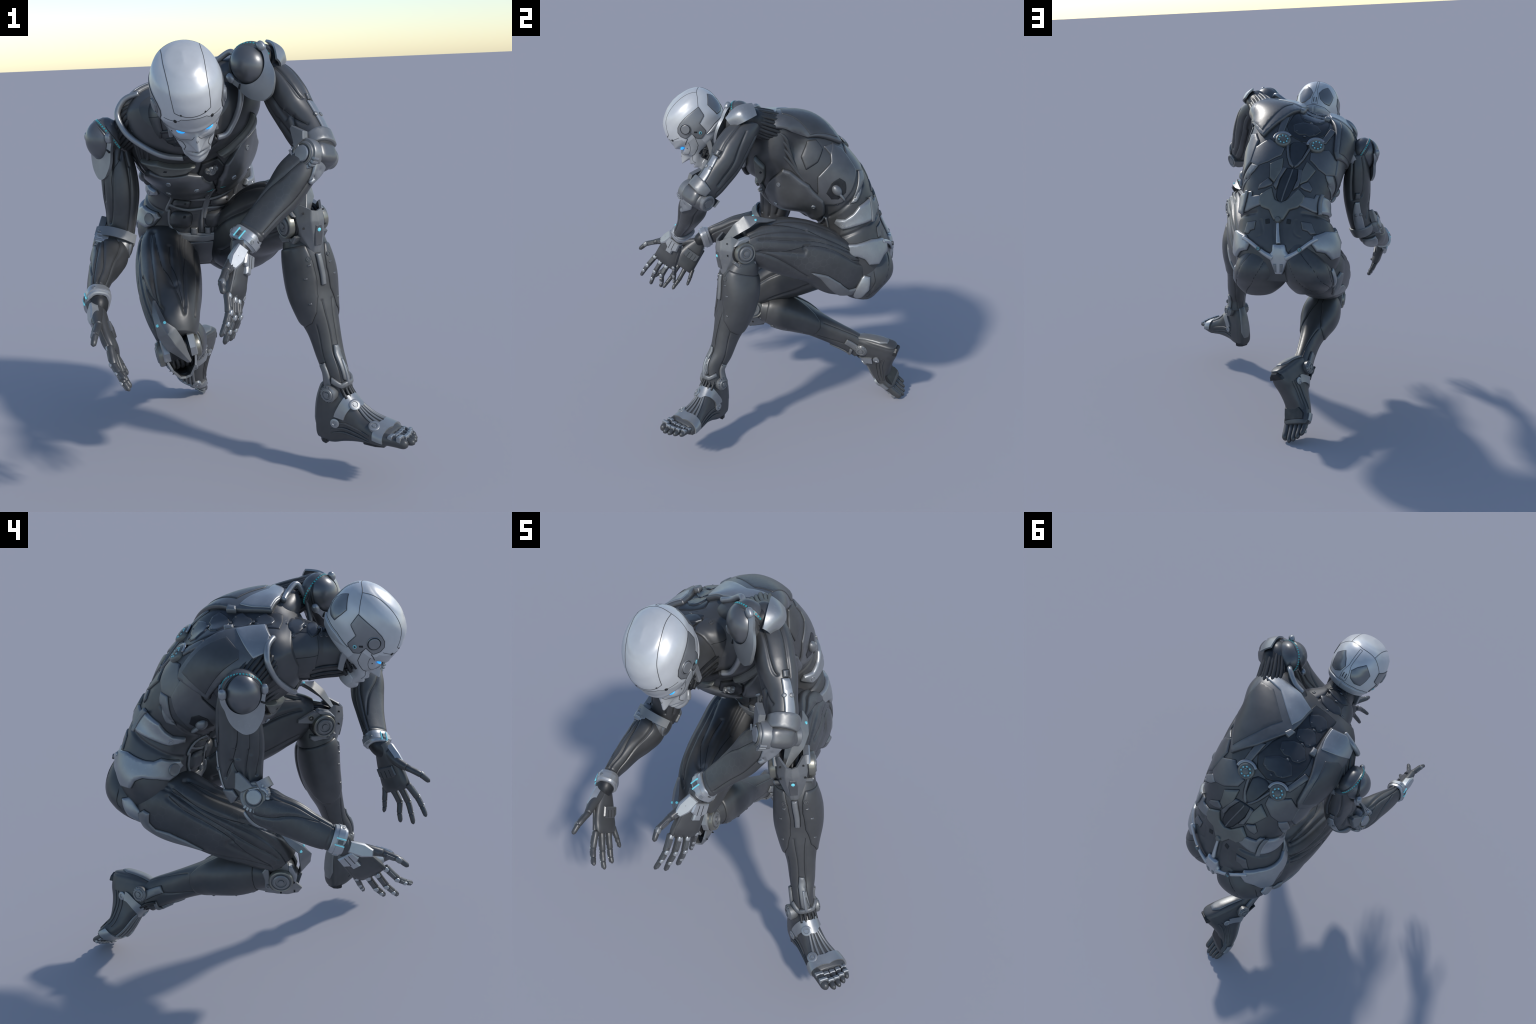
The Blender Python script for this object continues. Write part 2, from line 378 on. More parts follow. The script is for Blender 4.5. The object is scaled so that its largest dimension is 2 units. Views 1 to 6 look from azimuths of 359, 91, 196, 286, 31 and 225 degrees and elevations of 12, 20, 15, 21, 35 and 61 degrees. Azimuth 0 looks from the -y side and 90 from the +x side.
M = dict(
    suit=material('dark_suit_metal', (.086, .087, .089), .42, .40, .14, 9, .04),
    thigh=material('dark_suit_honeycomb', (.082, .083, .085), .42, .42, .14, 9, .04, hexes=((1, 2), .042, 0, .05, .12, .22)),
    fore=material('forearm_suit_honeycomb', (.088, .089, .090), .42, .40, .14, 9, .04, hexes=((1, 2), .034, 0, .02, .06, .22)),
    panel=material('panel_grey_metal', (.132, .134, .137), .5, .36, .14, 10, .05, wear=.1),
    plate=material('armour_grey_metal', (.21, .214, .217), .5, .42, .12, 10, .05, wear=.12),
    light=material('light_armour_metal', (.31, .32, .33), .6, .36, .10, 10, .05, wear=.12),
    pale=material('pale_alloy', (.42, .43, .44), .6, .34, .08, 12, .04, wear=.08),
    white=material('helmet_shell', (.56, .565, .57), .25, .36, .07, 9, .03),
    face=material('face_mask_alloy', (.44, .445, .45), .3, .38, .07, 9, .03),
    temple=material('helmet_side_panel', (.25, .253, .258), .5, .4, .1, 9, .03),
    window=material('dark_lens', (.20, .207, .217), .45, .22, .1, 9, 0),
    ball=material('shoulder_ball_metal', (.15, .153, .158), .6, .34, .08, 6, .03),
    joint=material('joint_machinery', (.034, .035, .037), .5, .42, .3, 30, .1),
    strand=material('shoulder_strand_rubber', (.045, .046, .047), .4, .40, .14, 12, .04),
    seam=material('panel_gap', (.018, .019, .020), .2, .6, .1, 10, 0),
    olive=material('olive_plate', (.155, .158, .145), .5, .4, .14, 10, .05, wear=.1),
    brass=material('hinge_ring_alloy', (.24, .235, .205), .7, .33, .1, 10, .04),
    spine=material('spine_lattice', (.040, .043, .048), .45, .40, .2, 12, .05),
    scale=material('spine_scale_metal', (.058, .062, .068), .5, .32, .15, 12, .04),
    blue=glow('eye_glow', (.02, .33, .90), 1.0),
    cyan=glow('cyan_lamp', (.14, .40, .48), .18),
    hseam=material('helmet_gap', (.07, .071, .073), .2, .6, .1, 10, 0),
    lampw=glow('cuff_lamp', (.15, .55, .64), .32),
    teal=glow('teal_lamp', (.03, .25, .28), .2),
)

# ------------------------------------------------------------------ objects
ROOT = bpy.data.objects.new('crouching_robot', None)
bpy.context.collection.objects.link(ROOT)
ROOT['label'] = 'crouching grey armoured humanoid robot with glowing blue eyes'
ROOT['category'] = 'robot'
def smooth_split(me, angle):
    bm = bmesh.new(); bm.from_mesh(me)
    ca = math.radians(angle)
    for f in bm.faces: f.smooth = True
    for e in bm.edges:
        if len(e.link_faces) == 2 and e.calc_face_angle(0) > ca: e.smooth = False
    bm.to_mesh(me); bm.free()

def emit(name, P, F, mat, parent=None, angle=None, frame=None, stuff=False):
    """mesh object from world points; frame = (origin, X, Y, Z) gives it limb axes"""
    P = np.asarray(P, float)
    me = bpy.data.meshes.new(name)
    o = bpy.data.objects.new(name, me)
    if frame is not None:
        O, X, Y, Z = frame
        Rm = np.stack([unit(X), unit(Y), unit(Z)], 1)
        P = (P - O) @ Rm
        from mathutils import Matrix
        o.matrix_world = Matrix([[*Rm[0], O[0]], [*Rm[1], O[1]], [*Rm[2], O[2]], [0, 0, 0, 1]])
    me.from_pydata(P.tolist(), [], [list(map(int, f)) for f in F])
    me.update()
    if angle is None:
        me.polygons.foreach_set('use_smooth', np.ones(len(me.polygons), bool))
    else:
        smooth_split(me, angle)
    me.materials.append(M[mat])
    bpy.context.collection.objects.link(o)
    par = parent or ROOT
    while par.parent is not None and par.parent is not ROOT: par = par.parent      # thing > part > sub-part
    mw = o.matrix_world.copy(); o.parent = par
    if par is not ROOT:
        o.matrix_parent_inverse = par.matrix_world.inverted()
    o.matrix_world = mw
    if stuff: o['kind'] = 'stuff'
    return o

class Bag:
    """collects pieces that are joined into one part"""
    def __init__(s): s.P, s.F, s.n = [], [], 0
    def add(s, P, F):
        s.P.append(np.asarray(P, float)); s.F += [[i + s.n for i in f] for f in F]; s.n += len(P)
    def emit(s, name, mat, parent=None, angle=None, **k):
        if s.n: return emit(name, np.vstack(s.P), s.F, mat, parent, angle, **k)

def revolve(profile, o, axis, seg=48):
    """turned part: profile (radius, height) about axis through o"""
    axis = unit(axis)
    x = unit(np.cross(axis, V(.3, .1, .9) if abs(axis[2]) < .9 else V(1., 0, 0))); y = np.cross(axis, x)
    th = np.linspace(0, 2 * np.pi, seg, endpoint=False)
    P = []
    for r, h in profile:
        P.append(o + axis * h + np.outer(np.cos(th) * max(r, 1e-5), x) + np.outer(np.sin(th) * max(r, 1e-5), y))
    n = len(profile)
    idx = np.arange(n * seg).reshape(n, seg)
    F = np.stack([idx[:-1], np.roll(idx[:-1], -1, 1), np.roll(idx[1:], -1, 1), idx[1:]], -1).reshape(-1, 4).tolist()
    F += [idx[0][::-1].tolist(), idx[-1].tolist()]
    return np.vstack(P), F

def tube(pts, rad, seg=12, up=None, flat=1., n=None, closed=False):
    """round or flattened bar along a path; rad scalar or list"""
    pts = np.asarray(pts, float)
    if n: 
        k = np.r_[0, np.cumsum(np.linalg.norm(np.diff(pts, axis=0), axis=1))]
        if not np.isscalar(rad): rad = hermite(k / k[-1], np.asarray(rad, float), np.linspace(0, 1, n))
        pts = path(pts, n, closed)
    m = len(pts); rad = np.full(m, rad) if np.isscalar(rad) else np.asarray(rad, float)
    T = np.gradient(pts, axis=0)
    if closed: T = np.roll(pts, -1, 0) - np.roll(pts, 1, 0)
    T = unit(T)
    u = np.asarray(up if up is not None else (V(0, 0, 1.) if abs(T[:, 2]).mean() < .8 else V(1., 0, 0)), float)
    X = unit(np.cross(T, u)); Y = np.cross(X, T)
    th = np.linspace(0, 2 * np.pi, seg, endpoint=False)
    P = (pts[:, None] + rad[:, None, None] * (np.cos(th)[None, :, None] * X[:, None] + flat * np.sin(th)[None, :, None] * Y[:, None])).reshape(-1, 3)
    idx = np.arange(m * seg).reshape(m, seg)
    a = idx if closed else idx[:-1]; b = np.roll(idx, -1, 0) if closed else idx[1:]
    F = np.stack([a, np.roll(a, -1, 1), np.roll(b, -1, 1), b], -1).reshape(-1, 4)[:, ::-1].tolist()
    if not closed: F += [idx[0].tolist(), idx[-1][::-1].tolist()]
    return P, F

def ellipsoid(o, X, Y, Z, r, nu=40, nv=28, e=1.):
    u = np.linspace(0, 2 * np.pi, nu, endpoint=False); v = np.linspace(-np.pi / 2 + .02, np.pi / 2 - .02, nv)
    A, B = np.meshgrid(v, u, indexing='ij')
    x, y, z = spow(np.cos(A), e) * spow(np.cos(B), e) * r[0], spow(np.cos(A), e) * spow(np.sin(B), e) * r[1], spow(np.sin(A), e) * r[2]
    P = o + x.reshape(-1, 1) * X + y.reshape(-1, 1) * Y + z.reshape(-1, 1) * Z
    idx = np.arange(nu * nv).reshape(nv, nu)
    F = np.stack([idx[:-1], np.roll(idx[:-1], -1, 1), np.roll(idx[1:], -1, 1), idx[1:]], -1).reshape(-1, 4).tolist() + [idx[0][::-1].tolist(), idx[-1].tolist()]
    if np.linalg.det([X, Y, Z]) < 0: F = [f[::-1] for f in F]
    return P, F

def block(O, X, Y, Z, poly, z0, z1, bevel=.003):
    """extruded polygon with chamfered rim: poly in (X, Y), from z0 to z1 along Z"""
    poly = np.asarray(poly, float)
    ar = .5 * np.sum(poly[:, 0] * np.roll(poly[:, 1], -1) - np.roll(poly[:, 0], -1) * poly[:, 1])
    if ar < 0: poly = poly[::-1]
    c = poly.mean(0); n = len(poly)
    e1 = unit(poly - np.roll(poly, 1, 0)); e2 = unit(np.roll(poly, -1, 0) - poly)
    nrm = unit(np.stack([-(e1 + e2)[:, 1], (e1 + e2)[:, 0]], 1))
    ins = poly + nrm * bevel
    b = min(bevel, abs(z1 - z0) * .45) * np.sign(z1 - z0)
    L = [(poly, z0), (poly, z1 - b), (ins, z1)]
    P = np.vstack([O + np.outer(p[:, 0], X) + np.outer(p[:, 1], Y) + Z * z for p, z in L])
    idx = np.arange(3 * n).reshape(3, n)
    F = np.stack([idx[:-1], np.roll(idx[:-1], -1, 1), np.roll(idx[1:], -1, 1), idx[1:]], -1).reshape(-1, 4).tolist() + [idx[0][::-1].tolist(), idx[-1].tolist()]
    if np.linalg.det([X, Y, Z]) * np.sign(z1 - z0) < 0: F = [f[::-1] for f in F]
    return P, F

def patch(rows, thick, nu=24, nv=16, inward=None, smooth=(True, True)):
    """curved armour sheet through rows of control points, given real thickness"""
    rows = np.asarray(rows, float)
    g = np.stack([path(r, nu) if smooth[0] else resamp(r, nu) for r in rows])
    g = np.stack([path(g[:, i], nv) if smooth[1] else resamp(g[:, i], nv) for i in range(nu)], 1)
    N = unit(np.cross(np.gradient(g, axis=0), np.gradient(g, axis=1)))
    if inward is not None and ((g - inward) * N).sum() < 0: N = -N
    lo = g - N * thick
    P = np.vstack([g.reshape(-1, 3), lo.reshape(-1, 3)])
    idx = np.arange(nu * nv).reshape(nv, nu); k = nu * nv
    top = np.stack([idx[:-1, :-1], idx[:-1, 1:], idx[1:, 1:], idx[1:, :-1]], -1).reshape(-1, 4)
    rim = np.r_[idx[0, :-1], idx[:-1, -1], idx[-1, :0:-1], idx[:0:-1, 0]]
    F = top.tolist() + (top[:, ::-1] + k).tolist() + [[a + k, b + k, b, a] for a, b in zip(rim, np.roll(rim, -1))]
    # consistent outward side
    a, b, c = P[top[0][0]], P[top[0][1]], P[top[0][2]]
    if np.cross(b - a, c - a) @ N.reshape(-1, 3)[0] < 0: F = [f[::-1] for f in F]
    return P, F

def resamp(pts, n):
    pts = np.asarray(pts, float)
    k = np.r_[0, np.cumsum(np.linalg.norm(np.diff(pts, axis=0), axis=1))]
    s = np.linspace(0, k[-1], n)
    return np.stack([np.interp(s, k, pts[:, i]) for i in range(pts.shape[1])], 1)

def fill(poly, step, bevel=0):
    """triangulate a 2D outline with inner points; returns points, tris, boundary count, rim distance"""
    b = polyline(poly, step * .6, True)
    a_ = np.asarray(poly, float)
    if np.sum(a_[:, 0] * np.roll(a_[:, 1], -1) - np.roll(a_[:, 0], -1) * a_[:, 1]) < 0: b = b[::-1]
    lo, hi = b.min(0), b.max(0)
    gx, gy = np.meshgrid(np.arange(lo[0], hi[0], step), np.arange(lo[1], hi[1], step))
    gx = gx + (np.arange(gx.shape[0])[:, None] % 2) * step * .5
    g = np.stack([gx.ravel(), gy.ravel()], 1)
    closed = np.vstack([b, b[:1]])
    ins = np.zeros(len(g), bool)
    for (x0, y0), (x1, y1) in zip(closed[:-1], closed[1:]):
        c = ((y0 > g[:, 1]) != (y1 > g[:, 1]))
        xx = (x1 - x0) * (g[:, 1] - y0) / (y1 - y0 + 1e-15) + x0
        ins ^= c & (g[:, 0] < xx)
    g = g[ins]
    keep = step * .45
    if bevel:                                     # rings that carry the rounded edge
        e1, e2 = unit(b - np.roll(b, 1, 0)), unit(np.roll(b, -1, 0) - b)
        nn = unit(np.stack([-(e1 + e2)[:, 1], (e1 + e2)[:, 0]], 1))
        sh = np.clip(np.sqrt(np.clip((1 + (e1 * e2).sum(1)) / 2, .15, 1)), .4, 1)
        rings = []
        for f in (.3, 1.):
            q = b + nn * (bevel * f / sh)[:, None]
            ok = seg_dist(q, closed) > bevel * f * .93
            cr = np.zeros(len(q), bool)
            for (x0, y0), (x1, y1) in zip(closed[:-1], closed[1:]):
                c = ((y0 > q[:, 1]) != (y1 > q[:, 1])); cr ^= c & (q[:, 0] < (x1 - x0) * (q[:, 1] - y0) / (y1 - y0 + 1e-15) + x0)
            rings.append(q[ok & cr])
        keep = bevel + step * .3
    if len(g): g = g[seg_dist(g, closed) > keep]
    if bevel: g = np.vstack([g, *rings])
    pts = np.vstack([b, g]); n = len(b)
    v, e, f, ov, oe, of = delaunay_2d_cdt([Vector(p) for p in pts.tolist()], [], [list(range(n))], 1, 1e-7)
    v = np.array([(p.x, p.y) for p in v])
    cnt = {}
    for t in f:
        for i in range(len(t)):
            cnt[(t[i], t[(i+1) % len(t)])] = 1
    rim = [(a, c) for (a, c) in cnt if (c, a) not in cnt]
    return v, [list(t) for t in f], rim, seg_dist(v, closed)

def raise_plate(P0, N, tris, rim, dist, h, bevel, sink, flare=None, base=0.):
    k = np.clip(dist / bevel, 0, 1)
    prof = base + (h - base) * (.35 + .65 * np.sqrt(1 - (1 - k) ** 2))
    if flare is not None: prof = prof + flare
    top = P0 + N * prof[:, None]
    ridx = sorted({i for e in rim for i in e}); mp = {i: j for j, i in enumerate(ridx)}
    n = len(top); r = len(ridx)
    s_top = top[ridx]; s_bot = P0[ridx] + N[ridx] * (base - sink)
    P = np.vstack([top, s_top, s_bot])
    # face direction check
    a, b, c = top[tris[0][0]], top[tris[0][1]], top[tris[0][2]]
    fl = np.mean([np.cross(top[t[1]] - top[t[0]], top[t[2]] - top[t[0]]) @ N[t[0]] for t in tris]) < 0
    F = [t[::-1] if fl else t for t in tris]
    F += [[mp[b] + n, mp[a] + n, mp[a] + n + r, mp[b] + n + r][::-1 if fl else 1] for a, b in rim]
    return P, F

def plate_uv(S, poly, h=.008, bevel=.006, sink=.004, step=.011, curve=False, flare=None, base=0.):
    """armour plate lying on a lofted body: outline in (t, angle)"""
    q = S.flat(S.near_wrap(poly))
    if curve: q = path(q, 6 * len(q), True)
    v, f, rim, d = fill(q, step, bevel)
    t, th = S.unflat(v)
    return raise_plate(S.at(t, th), S.normal(t, th), f, rim, d, h, bevel, sink, None if flare is None else flare(t, th), base)

def seam_uv(S, pts, w=.0022, h=.0008, curve=False, closed=False, step=.006):
    """dark panel gap drawn as a thin inlaid strip along (t, angle) points"""
    q = S.flat(S.near_wrap(pts))
    if curve: q = path(q, 10 * len(q), closed)
    q = polyline(q, step, closed)
    if closed: q = np.vstack([q, q[:1]])
    T = unit(np.gradient(q, axis=0)); n = np.stack([-T[:, 1], T[:, 0]], 1)
    P, k = [], len(q)
    for s, hh in ((-1, -.001), (-.8, h), (.8, h), (1, -.001)):
        t, th = S.unflat(q + n * w * s)
        P.append(S.at(np.clip(t, 0, 1), th) + S.normal(t, th) * hh)
    return strip4(P, k)

def strip4(P, k):
    P = np.vstack(P)
    F = []
    for r in range(3):
        for i in range(k - 1):
            F.append([r*k+i, r*k+i+1, (r+1)*k+i+1, (r+1)*k+i])
    return P, F

class Drape:
    """plates and gaps laid on an arbitrary mesh"""
    def __init__(s, P, F):
        s.tree = BVHTree.FromPolygons([Vector(p) for p in np.asarray(P).tolist()], [list(f) for f in F])
    def near(s, Q):
        A, N = [], []
        for q in np.asarray(Q).tolist():
            loc, nor, i, d = s.tree.find_nearest(Vector(q))
            A.append(loc); N.append(nor)
        return np.array(A), np.array(N)
    def cast(s, Q, axis):
        A, N = [], []
        ax = Vector(axis)
        for q in np.asarray(Q).tolist():
            loc, nor, i, d = s.tree.ray_cast(Vector(q) + ax * .12, -ax, .3)
            if loc is None: loc, nor, i, d = s.tree.find_nearest(Vector(q))
            A.append(loc); N.append(nor)
        return np.array(A), np.array(N)
    def seam(s, pts, w=.0022, h=.0008, curve=False, closed=False, step=.006):
        pts = np.asarray(pts, float)
        if curve: pts = path(pts, 10 * len(pts), closed)
        q = polyline(pts, step, closed)
        if closed: q = np.vstack([q, q[:1]])
        A, N = s.near(q)
        T = unit(np.gradient(A, axis=0)); B = unit(np.cross(N, T))
        P = []
        for sd, hh in ((-1, -.001), (-.8, h), (.8, h), (1, -.001)):
            a, n = s.near(A + B * w * sd)
            P.append(a + N * hh)
        return strip4(P, len(q))
    def plate(s, pts, h=.006, bevel=.005, sink=.004, step=.009, curve=False, axis=None):
        pts = np.asarray(pts, float)
        if curve: pts = path(pts, 6 * len(pts), True)
        o = pts.mean(0)
        U, S, Vt = np.linalg.svd(pts - o)
        X, Y, Z = Vt
        a, n = s.near([o]); Z = Z if Z @ n[0] > 0 else -Z
        if axis is not None:
            Z = unit(axis); X = unit(X - Z * (X @ Z)); Y = np.cross(Z, X)
        v, f, rim, d = fill(np.stack([(pts - o) @ X, (pts - o) @ Y], 1), step, bevel)
        Q = o + np.outer(v[:, 0], X) + np.outer(v[:, 1], Y)
        A, N = s.cast(Q, Z)
        N = unit(N * .6 + Z * .4)
        return raise_plate(A, N, f, rim, d, h, bevel, sink)

GAPS = {}
def gap(S, poly, parent, w=.0028, h=.0012):
    """dark joint line round a plate, gathered per part"""
    GAPS.setdefault(parent.name, (parent, Bag()))[1].add(*seam_uv(S, poly, w, h, closed=True, step=.008))
def uplate(name, S, poly, mat, parent, **k):
    o = emit(name, *plate_uv(S, poly, **k), mat, parent)
    if not k.get('base'): gap(S, poly, parent)
    return o
# ------------------------------------------------------------------ muscle strands: grooves cut into the suit
STRANDS = []
for s in SIDES:
    for g in ([(.20,46),(.35,56),(.45,60),(.60,66),(.75,72),(.90,66)], [(.20,58),(.30,66),(.47,69),(.62,78),(.78,95),(.90,97)],
              [(.20,42),(.38,50),(.50,50),(.62,45),(.76,34),(.86,18)], [(.26,17),(.42,21),(.62,20),(.82,22)],
              [(.25,15),(.50,7),(.64,3),(.78,-12),(.88,-25)], [(.42,350),(.60,352),(.76,342),(.87,334)], [(.48,318),(.70,331),(.85,331)],
              [(.92,100),(.83,107),(.71,119),(.50,138)], [(.25,250),(.50,240),(.85,235)], [(.30,285),(.60,290),(.88,300)]):
        THIGH[s].groove(g, .0085, .0095); STRANDS.append((THIGH[s], 'thigh', s, g))
    for g in ([(.10,84),(.35,85),(.52,92),(.643,101),(.80,128)], [(.643,101),(.84,81)], [(.12,50),(.37,52),(.55,62),(.84,70)],
              [(.03,146),(.26,142),(.50,153)], [(.08,196),(.33,190),(.55,185)], [(.20,345),(.33,14),(.52,20),(.80,33)], [(.28,318),(.63,324),(.87,324)],
              [(.15,232),(.40,250),(.82,262)], [(.10,285),(.50,290),(.87,285)]):
        UPPER[s].groove(g, .0075, .0085); STRANDS.append((UPPER[s], 'upper', s, g))
    for g in ([(.10,62),(.20,52),(.40,34),(.57,33),(.78,32),(.90,40)], [(.12,118),(.36,90),(.54,64),(.72,44)], [(.03,344),(.45,318),(.72,305),(.92,290)],
              [(.10,30),(.38,10),(.66,-5),(.92,8)], [(.10,250),(.50,240),(.85,235)], [(.10,182),(.50,170),(.85,165)]):
        FORE[s].groove(g, .0060, .0065); STRANDS.append((FORE[s], 'fore', s, g))
    FORE[s].groove([(.875,-10),(.875,90),(.875,200),(.875,345)], .003, .003, False)
    FORE[s].groove([(.925,-10),(.925,90),(.925,200),(.925,345)], .003, .003, False)
    for g in ([(.47,341),(.74,333),(.93,322)], [(.47,8),(.74,1),(.93,18)], [(.59,63),(.73,71),(.84,86)], [(.60,135),(.80,150),(.97,160)], [(.60,225),(.80,212),(.97,200)],
              [(.60,296),(.84,275)]):
        SHIN[s].groove(g, .0045, .004); STRANDS.append((SHIN[s], 'shin', s, g))
    for g in ([(.80,200),(.64,184),(.45,172),(.14,128)], [(.905,163),(.727,142),(.543,134),(.28,100)], [(.92,100),(.75,100),(.54,108),(.31,96)]):
        GLUTE[s].groove(g, .0035, .0035); STRANDS.append((GLUTE[s], 'glute', s, g))
MIDT = [0, .35, .55, .75, .9, 1]; MIDA = [180, 182, 185, 186, 190, 190]
def H(side, pts):
    """torso points given as (t, angle from the spine) on the left or right half"""
    return [(t, np.interp(t, MIDT, MIDA) + (-a if side == 'L' else a)) for t, a in pts]
def both(pts):
    """outline closed across the spine: half outline mirrored"""
    return H('R', pts) + H('L', pts[::-1])
# belly, rib and shoulder relief
TORSO.bulge(.87, 108, .06, 24, .022); TORSO.bulge(.45, 335, .08, 24, .024); TORSO.bulge(.915, 132, .06, 27, .058); TORSO.bulge(.905, 165, .04, 12, .020); TORSO.bulge(.75, 84, .06, 16, -.040); TORSO.bulge(.92, 214, .05, 20, .020); TORSO.bulge(.76, 34, .06, 16, -.035); TORSO.bulge(.24, 28, .06, 10, -.012); TORSO.bulge(.50, 268, .08, 24, .016); TORSO.bulge(.66, 50, .12, 20, -.030); TORSO.bulge(.36, 52, .10, 18, -.018)
TORSO.bulge(.23, 350, .05, 9, .012); TORSO.bulge(.23, 14, .05, 9, .012)
TORSO.bulge(.32, 350, .035, 10, .012); TORSO.bulge(.32, 16, .035, 10, .012)
TORSO.bulge(.42, 352, .03, 10, .010); TORSO.bulge(.42, 14, .03, 10, .010)
for s in SIDES:
    TORSO.groove(H(s, [(.44, 60), (.42, 85), (.40, 110), (.385, 135)]), .010, .010)
    TORSO.groove(H(s, [(.285, 30), (.275, 70), (.262, 110), (.25, 138)]), .012, .008)
    TORSO.groove(H(s, [(.245, 3), (.19, 4), (.14, 3)]), .004, .004)
    TORSO.groove(H(s, [(.25, 20), (.20, 16), (.17, 22)]), .004, .004)

THIGH['R'].bulge(.42, 312, .16, 30, -.030); THIGH['R'].bulge(.74, 14, .20, 46, .026); THIGH['L'].bulge(.58, 288, .16, 32, -.030)
THIGH['R'].bulge(.12, 112, .10, 40, .014); GLUTE['R'].bulge(.62, 112, .26, 42, .020); UPPER['L'].bulge(.45, 118, .22, 30, .012)
# ================================================================== TORSO
P, F = TORSO.mesh(260, 280)
torso = emit('torso', P, F, 'suit')

# buttocks
glute = {}
for s in SIDES:
    P, F = GLUTE[s].mesh(90, 110)
    glute[s] = emit('buttock', P, F, 'suit')

# ================================================================== LEGS
thigh_o, shin_o = {}, {}
for s in SIDES:
    P, F = THIGH[s].mesh(170, 150, 0., .955)
    fr = [v[0] for v in THIGH[s].frames(np.array([.5]))]
    fr = (fr[0], fr[1], np.cross(fr[3], fr[1]), fr[3])
    thigh_o[s] = emit('thigh', P, F, 'thigh', frame=fr)
    P, F = SHIN[s].mesh(180, 150)
    shin_o[s] = emit('shin', P, F, 'suit')

# ================================================================== ARMS
upper_o, fore_o = {}, {}
for s in SIDES:
    P, F = UPPER[s].mesh(150, 140)
    upper_o[s] = emit('upper_arm', P, F, 'suit')
    P, F = FORE[s].mesh(140, 130)
    fr = [v[0] for v in FORE[s].frames(np.array([.5]))]
    fr = (fr[0], fr[1], np.cross(fr[3], fr[1]), fr[3])
    fore_o[s] = emit('forearm', P, F, 'fore', frame=fr)
    e = mid(ELBOW[s])
    d = unit(e - BALL[s]); x = lat(ELBOW[s]); x = unit(x - d * (x @ d))
    P, F = ellipsoid(BALL[s], x, np.cross(d, x), d, (.078, .082, .094), 56, 40)
    ball = emit('shoulder_ball', P, F, 'ball', upper_o[s])
    # shoulder girdle between chest and ball
    root = TORSO.at(.86, 104 if s == 'L' else 262)[0]
    root = root * .72 + TORSO.frames(np.array([.84]))[0][0] * .28
    Cq, Xq, Yq, Tq = [v[0] for v in UPPER[s].frames(np.array([.05]))]
    joint = BALL[s] - Xq * .085 - Yq * .03 + Tq * .012
    P, F = tube([root, root * .5 + joint * .5, joint, BALL[s]], [.088, .076, .064, .05], 40, n=24)
    emit('shoulder_girdle', P, F, 'joint')
    P, F = ellipsoid(joint, Xq, Yq, Tq, (.060, .066, .074), 48, 32)
    emit('deltoid', P, F, 'suit', upper_o[s])
    dr = unit(root - joint); e1 = unit(np.cross(dr, Tq)); e2 = np.cross(dr, e1)
    tcx = TORSO.frames(np.array([.74]))[0][0]
    for k in range(24):                   # strands fanning from the shoulder to the chest
        x = 2 * math.pi * k / 24; rd = e1 * math.cos(x) + e2 * math.sin(x)
        sag = -Tq * .0
        emit('shoulder_strand', *tube([joint + rd * .056, joint * .55 + root * .45 + rd * (.070 + .005 * (k % 2)), root + rd * .082 + dr * .01, root * .6 + tcx * .4 + rd * .08], [.008, .0115, .012, .010], 10, n=24), 'strand', upper_o[s])

# ================================================================== NECK and HEAD
nb, nt_ = V(-.238, -.22, 1.735), head((0, -.045, -.09))
P, F = NECK.mesh(90, 110)
neck = emit('neck', P, F, 'suit')

_full = bpy.data.meshes.new('whole_head'); _full.from_pydata(HP.tolist(), [], HF); _full.update()
_vn = np.array([v.normal for v in _full.vertices]); bpy.data.meshes.remove(_full)
def head_piece(name, mat, keep, parent=None):
    """part of the one smooth head surface, keeping the whole head's normals"""
    F = [f for f in HF if (keep(HP[f].mean(0)))]
    used = sorted({i for f in F for i in f}); mp = {j: k for k, j in enumerate(used)}
    o = emit(name, head(HP[used]), [[mp[i] for i in f] for f in F], mat, parent, frame=(HO, HX, HY, HZ))
    o.data.normals_split_custom_set_from_vertices([Vector(v) for v in _vn[used]])
    return o
def _is_face(p):
    return p[1] > .02 and p[2] < .040 - 2.1 * max(abs(p[0]) - .045, 0) * .28 and not (abs(p[0]) > .118 and p[2] > -.04)
head_o = head_piece('head', 'white', lambda p: not _is_face(p))
head_piece('face', 'face', _is_face, head_o)

# ================================================================== FEET
def foot_local():
    rows = [  # y, centre x, half width, top z, bottom z
        (-.106, .0, .016, -.12, -.17), (-.100, .0, .034, -.07, -.215), (-.080, .0, .050, .010, -.243), (-.05, .0, .057, .045, -.252), (-.01, .0, .062, .050, -.250),
        (.04, .002, .060, .024, -.236), (.09, .006, .061, -.026, -.226), (.14, .011, .067, -.074, -.219), (.19, .017, .078, -.102, -.215),
        (.235, .022, .088, -.122, -.213), (.27, .024, .088, -.138, -.210), (.285, .025, .080, -.15, -.205)]
    rows = np.array(rows)
    ys = np.linspace(rows[0, 0], rows[-1, 0], 110)
    r = hermite(rows[:, 0], rows[:, 1:], ys)
    na = 90; th = np.linspace(0, 2 * np.pi, na, endpoint=False)
    P = []
    for y, (cx, w, zt, zb) in zip(ys, r):
        zc = zb * .62 + zt * .38
        zz = np.where(np.cos(th) > 0, zc + np.abs(np.cos(th)) ** .85 * (zt - zc), zc - np.abs(np.cos(th)) ** .55 * (zc - zb))
        P.append(np.stack([cx + spow(np.sin(th), .8) * w, np.full(na, y), zz], 1))
    P = np.vstack(P); n = len(ys)
    idx = np.arange(n * na).reshape(n, na)
    F = np.stack([idx[:-1], np.roll(idx[:-1], -1, 1), np.roll(idx[1:], -1, 1), idx[1:]], -1).reshape(-1, 4).tolist() + [idx[0][::-1].tolist(), idx[-1].tolist()]
    return P, F
FP, FF = foot_local()
TOE_BEND = {'L': -4, 'R': 47}
